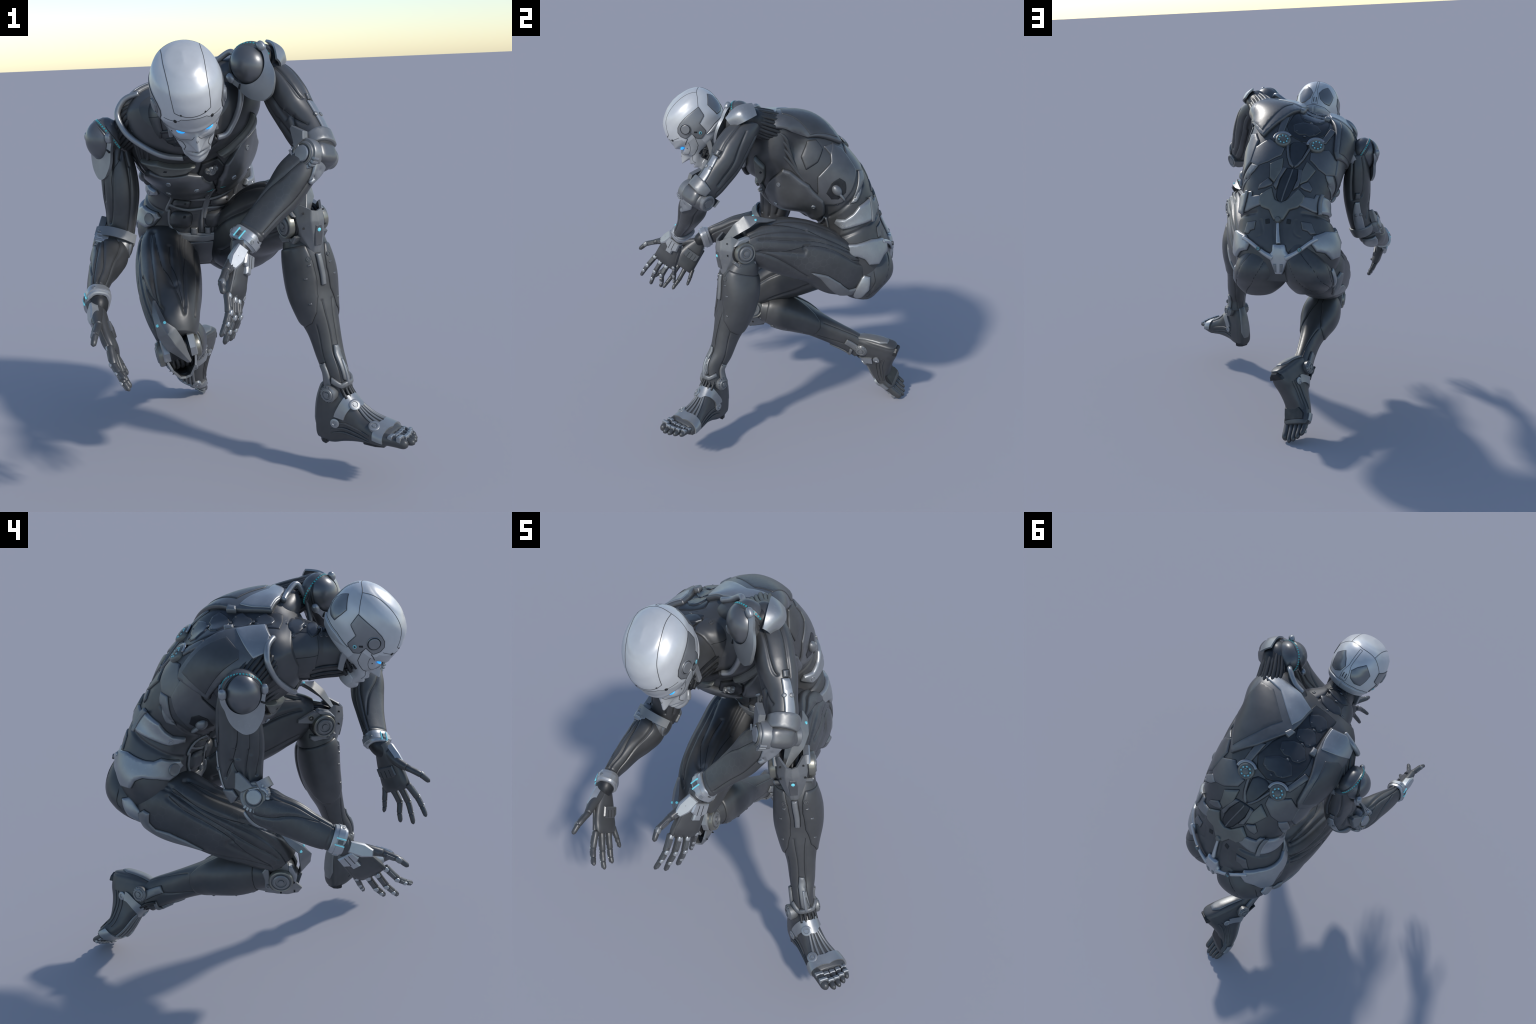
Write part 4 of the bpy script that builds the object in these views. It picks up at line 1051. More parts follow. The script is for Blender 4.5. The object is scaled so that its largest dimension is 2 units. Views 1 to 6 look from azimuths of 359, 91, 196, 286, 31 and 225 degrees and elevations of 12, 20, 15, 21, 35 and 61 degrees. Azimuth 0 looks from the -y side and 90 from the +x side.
# ================================================================== SHOULDERS, ARMS
def disc(name, o, ax, prof, mat, parent, seg=48, angle=35):
    return emit(name, *revolve(prof, o, ax, seg), mat, parent, angle)
for s in SIDES:
    B = BALL[s]; U = UPPER[s]
    C, X, Y, T = [v[0] for v in U.frames(np.array([.12]))]
    dn = unit(U.C[-1] - B); w = unit(X - dn * (X @ dn)); fr = Y - dn * (Y @ dn) - w * (Y @ w); fr = unit(fr)
    # socket collar on the body side of the ball
    inn = unit(-.80 * w - .12 * fr - .50 * dn)
    sock = disc('shoulder_socket', B, inn, [(.080,.012),(.086,.018),(.083,.024),(.088,.028),(.088,.042),(.083,.046),(.078,.066),(.064,.084),(.040,.096),(0,.100)], 'panel', upper_o[s], 64)
    e1 = unit(np.cross(inn, dn)); e2 = np.cross(inn, e1); bg = Bag()
    for k in range(40):
        a = 2 * math.pi * k / 40
        r = e1 * math.cos(a) + e2 * math.sin(a)
        bg.add(*block(B + inn * .035 + r * .086, unit(np.cross(inn, r)), inn, r, [(-.004,-.004),(.004,-.004),(.004,.004),(-.004,.004)], 0, .0035, .001))
    bg.emit('socket_lamp_band', 'teal', sock, 30, stuff=True)
    # cup under the ball: a V-shaped cradle with two arms
    rows = []; w0_, f0_ = w, fr
    ca_, sa_ = (math.cos(math.radians(33)), math.sin(math.radians(33))) if s == 'R' else (math.cos(math.radians(-10)), math.sin(math.radians(-10)))
    w, fr = w * ca_ + fr * sa_, fr * ca_ - w * sa_
    for k, f in enumerate((0, .33, .66, 1)):
        r_ = []
        for al in np.linspace(-100, 95, 15):
            a = math.radians(al)
            rin = .086; rout = .108 + .080 * max(0, 1 - abs(al - 4) / 58)
            rho = rin + (rout - rin) * f
            off = (.034 if s == 'R' else .042) - .008 * f - .014 * (abs(al) / 100) ** 2 + .016 * f * math.exp(-(al / 36) ** 2)
            r_.append(B + w * off + (dn * math.cos(a) + fr * math.sin(a)) * rho)
        rows.append(r_)
    cup = emit('shoulder_cup', *patch(rows, .016, 60, 14, inward=B), 'light', upper_o[s], 40)
    for al, rr in ((8, .135), (60, .100)):
        a = math.radians(al); q = B + w * (.027 if s == 'R' else .034) + (dn * math.cos(a) + fr * math.sin(a)) * rr
        emit('cup_slot', *block(q, unit(-dn * math.sin(a) + fr * math.cos(a)), unit(dn * math.cos(a) + fr * math.sin(a)), w, [(-.004,-.012),(.004,-.012),(.004,.012),(-.004,.012)], -.004, .0035, .001), 'seam', cup, 30)
    for al in (-100, 95):
        a = math.radians(al); q = B + w * .022 + (dn * math.cos(a) + fr * math.sin(a)) * .098
        emit('cup_tip', *ellipsoid(q, w, dn, fr, (.016, .024, .018), 18, 12, .8), 'light', cup)
    # broad upper arm of the cup, lying over the shoulder
    rows = [[B + w0_ * p[0] + f0_ * p[1] + dn * p[2] for p in r] for r in CAPROWS]
    jc = B - w0_ * .085 - f0_ * .03 + dn * .012; rows = [[p + unit(p - jc) * max(0, .092 - np.linalg.norm(p - jc)) for p in r] for r in rows]
    emit('shoulder_cap', *patch(rows, .010, 24, 12, inward=B - w0_ * .1), 'light', cup, 30)
    # rim around the ball
    ring = [B + w * .012 + (dn * math.cos(a) + fr * math.sin(a)) * .089 for a in np.linspace(0, 2 * math.pi, 40, endpoint=False)]
    emit('ball_rim', *tube(ring, .006, 8, up=w, n=80, closed=True), 'joint', upper_o[s])
    # plain strip along the back of the arm
    st = uplate('arm_strip', U, [(.55,164),(.55,186),(.74,198),(.90,208),(.97,212),(.97,176),(.74,168)] if s == 'L' else [(.59,160),(.59,178),(.72,190),(.96,197),(.97,152),(.80,149)], 'light', upper_o[s], h=.007, bevel=.004)
    m_ = 180 if s == 'L' else 168
    for a in (m_ - 10, m_ + 10):
        q, n = U.at(.73, a)[0], U.normal(.73, a)[0]
        emit('strip_rivet', *revolve([(.010,0),(.010,.010),(.007,.012),(0,.012)], q, n, 18), 'plate', st, 40)
    uplate('strip_cap', U, [(.45,m_-9),(.45,m_+9),(.54,m_+10),(.54,m_-10)], 'panel', upper_o[s], h=.010, bevel=.006)

    # ---------------- elbow
    em_, el = ELBOW[s]; ec = mid(ELBOW[s]); ax = lat(ELBOW[s]); up = unit(U.C[-3] - ec); up = unit(up - ax * (up @ ax))
    bk = unit(OLEC[s] - ec); bk = unit(bk - ax * (bk @ ax) - up * (bk @ up))
    fo = unit(FORE[s].C[3] - ec); fo = unit(fo - ax * (fo @ ax))
    P, F = ellipsoid(ec, ax, up, np.cross(ax, up), (.090, .060, .060), 48, 32, .7)
    emit('elbow_core', P, F, 'panel', fore_o[s])
    big = disc('elbow_disc', el - ax * .030, ax, [(.068,-.03),(.068,.008),(.064,.014),(.054,.014),(.052,.020),(.046,.022),(.041,.018),(.037,.018),(.036,.020),(0,.020)], 'plate', fore_o[s], 64)
    disc('elbow_button', el - ax * .030, ax, [(.0355,.012),(.0355,.025),(.031,.029),(0,.030)], 'light', big, 48)
    bg = Bag()
    for k in range(15):
        a = math.radians(-100 + 200 * k / 14)
        r = fo * math.cos(a) + np.cross(ax, fo) * math.sin(a)
        bg.add(*block(el - ax * .030 + r * .054, np.cross(ax, r), ax, r, [(-.0045,-.012),(.0045,-.012),(.0045,.018),(-.0045,.018)], 0, .0165, .0015))
    bg.emit('elbow_teeth', 'light', big, 30, stuff=True)
    disc('elbow_ring', el - ax * .026, ax, [(.047,.0),(.047,.020),(.044,.022),(.041,.020),(.041,0)], 'brass', big)
    disc('elbow_disc', em_ + ax * .024, -ax, [(.046,-.04),(.046,.010),(.042,.014),(.034,.014),(.031,.010),(.026,.010),(.024,.014),(0,.014)], 'plate', fore_o[s])
    # cuff round the back of the arm, and a cap over the point of the elbow
    uplate('elbow_guard', U, [(.90,108),(.885,150),(.885,210),(.90,252),(.97,256),(1.0,225),(1.0,135),(.97,104)], 'plate', fore_o[s], h=.013, bevel=.004)
    cap = ellipsoid(ec + bk * .030 - up * .012, ax, unit(up + bk * .3), unit(bk - up * .3), (.062, .048, .044), 36, 24, .6)
    emit('elbow_cap', *cap, 'panel', fore_o[s])
    # fin above the disc, cuff on the biceps side
    emit('elbow_fin', *block(el - ax * .014, bk, up, ax, [(-.02,.04),(.040,.045),(.058,.075),(.020,.135),(.005,.13),(-.012,.07)], -.02, .010, .004), 'plate', upper_o[s], 30)
    emit('elbow_cuff', *block(el - ax * .016, -bk, up, ax, [(-.01,.045),(.045,.030),(.066,.008),(.068,-.02),(.058,-.028),(.05,.0),(.03,.022),(-.005,.03)], -.05, .012, .005), 'light', fore_o[s], 30)
    rows = []
    for z in (.052, .030, .008):
        rows.append([el + up * z - bk * .045, ec + ax * .045 + up * z - bk * .078, ec - ax * .03 + up * z - bk * .080, em_ + up * z - bk * .05])
    emit('biceps_cuff', *patch(rows, .010, 30, 8, inward=ec), 'plate', fore_o[s], 40)
    uplate('ulna_guard', FORE[s], [(.03,150),(.03,212),(.10,214),(.27,186),(.27,178),(.10,150)], 'light', fore_o[s], h=.014, bevel=.007)

    # ---------------- wrist cuff and hand armour
    w0, HXx, HN, HZz = HANDF[s]
    fe = FORE[s]; C, X, Y, T = [v[0] for v in fe.frames(np.array([.97]))]
    rows = np.array([(-.032,.040,.054),(-.032,.046,.060),(-.028,.050,.064),(-.012,.052,.066),(-.011,.056,.070),(.016,.056,.069),(.017,.052,.064),(.028,.050,.060),(.031,.045,.054),(.031,.038,.046)])
    th = np.linspace(0, 2*np.pi, 56, endpoint=False)
    P = np.vstack([C + T * z + np.outer(spow(np.sin(th), .72) * a, X) + np.outer(spow(np.cos(th), .72) * b, Y) for z, a, b in rows])
    idx = np.arange(len(rows) * 56).reshape(-1, 56)
    F = np.stack([idx[:-1], np.roll(idx[:-1], -1, 1), np.roll(idx[1:], -1, 1), idx[1:]], -1).reshape(-1, 4).tolist()
    if fe.flip: F = [f[::-1] for f in F]
    cuff = emit('wrist_cuff', P, F, 'pale', hand_o[s], 22)
    # lamps and bolts on the back of the cuff
    q = C + T * .004; nn = unit(X)
    for dz in (-.016, .016):
        emit('cuff_lamp', *block(q + X * .0535 + Y * (dz), T, Y, X, [(-.022,-.0025),(.022,-.0025),(.022,.0025),(-.022,.0025)], 0, .0055, .001), 'lampw', cuff, 30)
    emit('cuff_panel', *block(q + X * .0535, T, Y, X, [(-.012,-.009),(.012,-.009),(.012,.009),(-.012,.009)], 0, .0065, .002), 'panel', cuff, 30)
    for dz in (-.05, .05):
        bolt(q + X * .030 + Y * dz * 1.25, unit(X * .5 + Y * np.sign(dz)), .009, 'light', cuff)
    emit('wrist_gap', *tube([C - T * .01, C + T * .025, w0 + HZz * .03], [.046,.045,.038], 30, n=12), 'joint', hand_o[s])
    def hq(x, n, z): return w0 + HXx * x + HN * n + HZz * z
    # back-of-hand plate
    emit('hand_plate', *block(hq(-.010, .022, .075), HXx, HZz, HN, [(-.044,-.044),(.036,-.044),(.042,.0),(.022,.014),(.022,.042),(-.018,.042),(-.020,.020),(-.046,.006)], -.016, .020, .007), 'pale', hand_o[s], 30)
    for dx in (-.012, .010):
        emit('hand_plate_gap', *block(hq(-.010 + dx, .0418, .060), HXx, HZz, HN, [(-.0015,-.022),(.0015,-.022),(.0015,.030),(-.0015,.030)], -.002, .0012, .0004), 'seam', hand_o[s], 30)
    # thumb-side plate
    tb = np.array(FING[s]['thumb'], float)
    a0 = hq(.030, .012, .022); a1 = tb[0] + HN * .010; ad = unit(a1 - a0); an = unit(HN + HXx * .8); an = unit(an - ad * (an @ ad)); asd = np.cross(ad, an)
    emit('thumb_plate', *block(a0, asd, ad, an, [(-.026,-.014),(.026,-.014),(.032,.05),(.018,.100),(-.014,.095),(-.030,.05)], -.014, .020, .007), 'pale', hand_o[s], 30)
    emit('thumb_base', *tube([hq(.022, -.004, .03), tb[0], tb[1]], [.028,.024,.018], 20, n=16), 'suit', hand_o[s])
    # palm pad with finger slots
    pp = emit('palm_plate', *block(hq(-.004, -.030, .125), HXx, HZz, -HN, [(-.052,-.030),(.044,-.030),(.048,.020),(.030,.030),(-.040,.026),(-.054,.010)], -.006, .014, .006), 'panel', hand_o[s], 30)
    for dx in (-.03, -.006, .020):
        emit('palm_slot', *block(hq(-.004 + dx, -.0438, .128), HXx, HZz, -HN, [(-.0015,-.016),(.0015,-.016),(.0015,.022),(-.0015,.022)], 0, .0008, .0003), 'seam', pp, 30)
    # knuckle caps
    for nm in ('index', 'middle', 'ring', 'little'):
        J = np.array(FING[s][nm], float); r0 = .0115 if nm == 'little' else .0135
        kd = unit(J[1] - J[0])
        for i in range(3):
            rr = r0 * (1 - .1 * i)
            d = unit(J[min(i + 1, 3)] - J[i]); n2 = unit(HN - d * (HN @ d)); c = J[i] + n2 * -.003
            emit('knuckle_cap', *ellipsoid(c, unit(np.cross(d, n2)), d, n2, (rr * .95, rr * 1.05, rr * .62), 18, 12, .75), 'pale', hand_o[s])
        if True:
            bse = hq(((J[0] - w0) @ HXx) * .8, .012, .05)
            emit('hand_tendon', *tube([bse, J[0] - HN * .006], [.008, .010], 10, n=10), 'suit', hand_o[s])
    d = unit(tb[3] - tb[2]); emit('knuckle_cap', *ellipsoid(tb[2] + HN * .006, unit(np.cross(d, HN)), d, unit(np.cross(unit(np.cross(d, HN)), d)), (.014, .018, .012), 18, 12, .75), 'plate', hand_o[s])
BLADE = [[(.067,.215,.150),(.060,.215,.154),(.053,.213,.150)], [(.085,.15,.155),(.062,.15,.173),(.045,.15,.168)], [(.088,.082,.166),(.060,.085,.196),(.035,.085,.192)],
         [(.087,.04,.142),(.045,.025,.200),(.0,.05,.176)], [(.06,-.02,.108),(.02,-.025,.160),(-.02,.01,.142)], [(-.02,-.085,.045),(-.035,-.089,.048),(-.042,-.08,.05)]]
BLADE_LAMPS = [(.043,.084,.194), (.077,.082,.178)]
# ================================================================== LEGS: armour
for s in SIDES:
    S_, T_h = SHIN[s], THIGH[s]
    ki, ko = KNEE[s]; kc = mid(KNEE[s]); ax = lat(KNEE[s])
    dn = unit(S_.C[3] - S_.C[0]); Z = -unit(dn - ax * (dn @ ax)); Y = S_.front - Z * (S_.front @ Z) - ax * (S_.front @ ax); Y = unit(Y)
    def kq(x, y, z): return kc + ax * x + Y * y + Z * z
    emit('knee_core', *revolve([(.058,-.082),(.064,-.07),(.064,.07),(.058,.082)], kc, ax, 40), 'joint', shin_o[s], 35)
    # shield
    half = [[(.072,.04,.07),(.060,.082,.088),(.028,.130,.056)], [(.080,.036,.0),(.073,.070,.0),(.034,.128,.005)], [(.070,.03,-.045),(.062,.072,-.05),(.030,.116,-.05)], [(.050,.045,-.095),(.042,.078,-.1),(.022,.098,-.10)], [(.034,.062,-.138),(.030,.072,-.14),(.016,.084,-.142)]]
    mids = [.136, .135, .124, .103, .087]; zz = [.048, .0, -.05, -.10, -.143]
    rows = [[kq(-a, b, c) for a, b, c in h] + [kq(0, m, z_)] + [kq(a, b, c) for a, b, c in h[::-1]] for h, m, z_ in zip(half, mids, zz)]
    kcap = emit('knee_shield', *patch(rows, .010, 61, 30, inward=kc, smooth=(False, False)), 'plate', shin_o[s], 25)
    emit('shield_inlay', *block(kq(0, .118, -.052), ax, unit(Z + Y * .3), unit(np.cross(ax, unit(Z + Y * .3)) * (1 if np.cross(ax, Z) @ Y > 0 else -1)), [(-.018,-.058),(.018,-.058),(.022,.0),(.015,.040),(-.015,.040),(-.022,.0)], -.012, .0045, .004), 'panel', kcap, 30)
    disc('knee_lamp', kq(0, .126, -.036), unit(Y - Z * .2), [(.0085,-.004),(.0085,.003),(.006,.005),(0,.0055)], 'lampw', kcap, 20)
    for sg in (-1, 1):
        for (x, y, z) in ((.054,.098,.045), (.060,.090,-.022)):
            emit('shield_notch', *block(kq(sg * x, y + .004, z), ax, Z, unit(Y * .7 + ax * sg * .7), [(-.005,-.004),(.005,-.004),(.005,.004),(-.005,.004)], -.01, .0005, .001), 'seam', kcap, 30)
    # hinge discs on both sides
    for p, d in ((ko, ax), (ki, -ax)):
        hd = disc('knee_hinge', p - d * .010, d, [(.056,-.03),(.058,.0),(.058,.008),(.054,.013),(.049,.013),(.046,.008),(.043,.008),(.041,.016),(.036,.020),(.028,.020),(.026,.015),(.016,.015),(.014,.021),(.008,.022),(0,.022)], 'plate', shin_o[s], 56)
        disc('hinge_ring', p - d * .010, d, [(.060,-.028),(.061,.004),(.058,.012),(.054,.014),(.050,.012),(.050,0)], 'brass', hd, 56)
        disc('hinge_dark_disc', p - d * .036, d, [(.070,-.02),(.070,.006),(.066,.010),(0,.010)], 'joint', hd, 48)  # solid dark disc behind the hinge
        # wing pointing along the thigh
        hp_ = unit(T_h.C[-3] - kc); hp_ = unit(hp_ - d * (hp_ @ d)); fy = T_h.front - hp_ * (T_h.front @ hp_) - d * (T_h.front @ d); fy = unit(fy)
        wg = emit('knee_wing', *block(p - d * .030, hp_, fy, d, [(.02,.072),(.055,.078),(.142,.034),(.142,.014),(.06,.008),(.02,.02)], -.01, .010, .005), 'plate', thigh_o[s], 30)
        disc('wing_ring', p - d * .021 + hp_ * .072 + fy * .042, d, [(.016,-.004),(.016,.003),(.013,.004),(.011,.001),(.006,.001),(.005,.004),(0,.004)], 'brass', wg, 28)
        emit('knee_link', *block(p - d * .028, hp_, fy, d, [(-.06,.045),(-.03,.075),(.03,.088),(.045,.078),(.03,.06),(-.03,.045)], -.02, .012, .006), 'light', shin_o[s], 30)
        # bracket on the calf below the hinge
        emit('calf_bracket', *block(p - d * .022, -Z, Y, d, [(.045,-.075),(.060,-.080),(.082,-.06),(.080,-.01),(.088,.03),(.060,.062),(.050,.050),(.062,.02),(.050,-.02)], -.03, .010, .005), 'plate', shin_o[s], 30)
        bolt(p - d * .012 - Z * .070 + Y * .02, d, .010, 'plate', shin_o[s], .005)
    # pistons inside the knee
    for x in (-.045, -.022, 0, .022, .045):
        emit('knee_piston', *tube([kq(x, .06, -.06), kq(x, .075, .02), kc + ax * x + unit(T_h.C[-3] - kc) * .10 + T_h.front * .045], [.010, .012, .010], 12, n=16), 'joint', shin_o[s])
    # blade over the front of the thigh
    hp_ = unit(T_h.C[-3] - kc); hp_ = unit(hp_ - ax * (hp_ @ ax)); fy = unit(T_h.front - hp_ * (T_h.front @ hp_) - ax * (T_h.front @ ax))
    def bq(x, a, b): return kc + ax * x + hp_ * a + fy * b
    BL = BLADE
    rows = [[bq(x, a, b) for x, a, b in r] for r in BL]
    bl = emit('thigh_blade', *patch(rows, .008, 24, 40, inward=kc, smooth=(False, False)), 'plate', thigh_o[s], 25)
    for x, a, b in BLADE_LAMPS:
        disc('blade_lamp', bq(x, a, b), fy, [(.0065,-.006),(.0065,.003),(0,.004)], 'lampw', bl, 16)
    # calf shells, shin strip, vents
    lat_p = [(.13,22),(.18,11),(.26,6),(.40,9),(.52,25),(.585,60),(.597,95),(.57,130),(.50,152),(.35,172),(.13,172)]
    med_p = [(.13,328),(.20,336),(.33,338),(.44,333),(.53,314),(.58,285),(.59,254),(.56,225),(.50,206),(.35,185),(.13,185)]
    for poly in (lat_p, med_p):
        uplate('calf_shell', S_, poly, 'suit', shin_o[s], h=.007, bevel=.010, step=.013)
    uplate('shin_strip', S_, [(.17,348),(.17,360),(.365,358),(.365,348)], 'plate', shin_o[s], h=.014, bevel=.005)
    for t, a in ((.23,17),(.31,24),(.47,33),(.215,326),(.31,312),(.474,307)):
        uplate('calf_vent', S_, [(t-.008,a-5),(t-.008,a+5),(t+.006,a+5),(t+.006,a-5)], 'panel', shin_o[s], h=.011, bevel=.004, step=.005)
    for a in (18, 328):
        bolt(S_.at(.185, a)[0] + S_.normal(.185, a)[0] * .006, S_.normal(.185, a)[0], .012, 'panel', shin_o[s])
    # ankle cuff
    uplate('ankle_plate', S_, [(.74,338),(.745,356),(.82,2),(.925,16),(.935,352),(.92,334),(.82,333)], 'plate', shin_o[s], h=.010, bevel=.006)
    uplate('ankle_ridge', S_, [(.84,348),(.84,356),(.945,360),(.945,346)], 'light', shin_o[s], h=.016, bevel=.005)
    uplate('ankle_rim', S_, [(.905,282),(.935,320),(.93,350),(.935,384),(.915,425),(.94,428),(.96,386),(.955,350),(.96,318),(.935,278)], 'plate', shin_o[s], h=.013, bevel=.004)
    for a0 in (98, 262):
        uplate('ankle_tongue', S_, [(.835,a0-12),(.835,a0+12),(.98,a0+14),(.98,a0-14)], 'plate', shin_o[s], h=.013, bevel=.006)
    # ankle hinge
    ai, ao = ANKLE[s]; aax = lat(ANKLE[s])
    for p, d in ((ao, aax), (ai, -aax)):
        hd = disc('ankle_hinge', p - d * .016, d, [(.036,-.03),(.040,.0),(.040,.006),(.034,.012),(.030,.012),(.028,.016),(.022,.018),(.020,.014),(.014,.014),(.012,.019),(0,.020)], 'plate', foot_o[s], 48)
        ee = unit(np.cross(d, V(.1,.2,.97))); e2 = np.cross(d, ee); bg = Bag()
        for k in range(10):
            a = math.radians(-110 + 220 * k / 9); r = ee * math.cos(a) + e2 * math.sin(a)
            bg.add(*block(p - d * .007 + r * .035, np.cross(d, r), r, d, [(-.0022,-.004),(.0022,-.004),(.0022,.003),(-.0022,.003)], -.003, .0018, .0005))
        bg.emit('hinge_notches', 'seam', hd, 30, stuff=True)
    # ---------------- foot armour, in foot space
    fm = FOOT[s]; fl = fm.flip
    def femit(name, PF, mat, parent=None, angle=None):
        P, F = PF
        return emit(name, fm(P), [f[::-1] for f in F] if fl else F, mat, parent or foot_o[s], angle)
    fd = Drape(FP, FF)
    def band(y0, y1, a0, a1, slope, h, mat, name, bump=None):
        """strap laid across the foot between two angles (0 = top, 90 = outer side)"""
        rows = []
        for k, f in enumerate((0, .5, 1)):
            r_ = []
            for a in np.linspace(a0, a1, 15):
                y = y0 + (y1 - y0) * f + slope * abs(math.sin(math.radians(a))) * (1 if a > 0 else .75)
                o = V(.004 + .08 * max(y - .04, 0), min(y, .276), np.interp(y, [0, .06, .2, .27], [-.11, -.12, -.16, -.175]))
                ray = V(math.sin(math.radians(a)), 0, math.cos(math.radians(a)))
                loc, nor, i, d = fd.tree.ray_cast(Vector(o + ray * .4), Vector(-ray), .6)
                r_.append(np.array(loc) + np.array(nor) * h)
            rows.append(r_)
        return femit(name, patch(rows, h + .004, 46, 8, inward=V(.01, (y0 + y1) / 2, -.15)), mat, None, 35)
    b1 = band(.080, .128, -82, 92, -.085, .009, 'light', 'instep_strap')
    b2 = band(.225, .272, -98, 100, -.010, .009, 'light', 'toe_strap')
    for (x, y, z), nm in (((-.037,.118,-.030), b1), ((-.046,.218,-.112), b2)):
        (a,), (n,) = fd.near([(x, y, z)])
        femit('strap_boss', revolve([(.026,-.004),(.026,.010),(.022,.012),(.015,.012),(.013,.009),(.009,.009),(.008,.013),(0,.013)], a, n, 28), 'light', nm, 40)
    for x in (.082, -.070):
        (a,), (n,) = fd.near([(x, .022, -.135)])
        femit('strap_boss', revolve([(.022,-.004),(.022,.008),(.018,.010),(.010,.010),(.008,.007),(0,.008)], a, n, 24), 'light', b1, 40)
    for i in range(5):                     # tendons over the instep
        x0, x1 = -.022 + i * .015, -.040 + i * .030
        (p0, p1, p2), nn = fd.near([(x0, .12, -.03), (x0 * .5 + x1 * .5, .17, -.07), (x1, .235, -.11)])
        femit('foot_tendon', tube([p0 + nn[0]*.002, p1 + nn[1]*.003, p2 + nn[2]*.002], [.0055,.0065,.006], 10, n=20), 'plate')
    for sd, L in ((1, [(.0,-.17),(.06,-.16),(.12,-.17),(.19,-.185)]), (-1, [(.0,-.17),(.06,-.155),(.12,-.165),(.19,-.185)])):
        for dz in (0, -.022, .024):
            q, nn = fd.near([(sd * .09, y, z + dz) for y, z in L])
            femit('foot_strand', tube(q + nn * .0005, [.003,.0055,.0055,.003], 8, n=24), 'suit')
    femit('heel_plate', fd.plate([(-.022,-.085,.035),(.022,-.085,.035),(.032,-.10,-.05),(.036,-.10,-.14),(.018,-.108,-.185),(-.018,-.108,-.185),(-.036,-.10,-.14),(-.032,-.10,-.05)], .008, .008, axis=V(0,-1.,.15)), 'plate')
    femit('heel_sole', block(V(0,0,-.240), V(1.,0,0), V(0,1.,0), V(0,0,-1.), [(-.046,-.04),(.048,-.04),(.042,-.065),(.022,-.084),(-.020,-.084),(-.040,-.065)], -.02, .016, .006), 'joint', None, 30)
    femit('ball_sole', block(V(0,0,-.205), V(1.,0,0), V(0,1.,0), V(0,0,-1.), [(-.050,.16),(.062,.16),(.094,.22),(.094,.262),(-.046,.264),(-.056,.22)], -.01, .009, .005), 'joint', None, 30)
    for x, y in ((-.036,.040),(-.016,.050),(.006,.053),(.028,.048),(.046,.036)):   # rods at the ankle
        femit('ankle_rod', tube([V(x*.8, y-.012, .075), V(x*.9, y, .03), V(x, y+.030, -.018)], [.007,.0085,.007], 10, n=14), 'joint')
    for i, (tx, ty, r) in enumerate(TOES):
        x0 = -.046 + i * .034
        for f, w_ in ((.32, .016), (.66, .014)):
            y = .262 + (ty - .262) * f; x = x0 + (tx - x0) * f
            femit('toe_cap', block(V(x, y, -.174 + r * .55), V(1.,0,0), V(0,1.,0), V(0,0,1.), [(-r*.86,-w_*.62),(r*.86,-w_*.62),(r*.86,w_*.62),(-r*.86,w_*.62)], -.012, r * .58, .004), 'light', None, 30)
    # thigh straps
    th_p = [(.505,122),(.38,114),(.28,112),(.20,120),(.16,112),(.145,96),(.115,98),(.10,112),(.14,134),(.22,144),(.29,136),(.38,130)]
    uplate('thigh_strap', T_h, th_p, 'plate', thigh_o[s], h=.014, bevel=.007)
    g_p = [(.64,96),(.66,84),(.62,80),(.44,72),(.30,66),(.24,74),(.30,88),(.45,100)]
    uplate('buttock_strap', GLUTE[s], g_p, 'light', glute[s], h=.012, bevel=.007)

# ================================================================== HEAD
hd = Drape(HP, HF)
def hemit(name, PF, mat, parent=None, angle=None):
    return emit(name, head(PF[0]), PF[1], mat, parent or head_o, angle)
def fx(p, s): return [(x * s, y, z) for x, y, z in p]
TEMPLE = [(.135,-.092,.073),(.146,-.041,.076),(.146,.007,.078),(.139,.051,.073),(.131,.077,.063),(.124,.097,.041),(.124,.099,.014),(.130,.084,-.016),(.142,.038,-.013),(.131,.037,-.053),(.126,.016,-.072),(.129,-.023,-.064),(.132,-.033,-.055),(.147,-.034,-.001),(.139,-.079,.014),(.137,-.084,.019)]
WINDOW = [(.070,-.177,.092),(.040,-.193,.060),(.020,-.196,.026),(.034,-.188,-.014),(.066,-.166,-.034),(.095,-.142,-.031),(.108,-.140,.012),(.111,-.138,.045)]
seams = Bag()
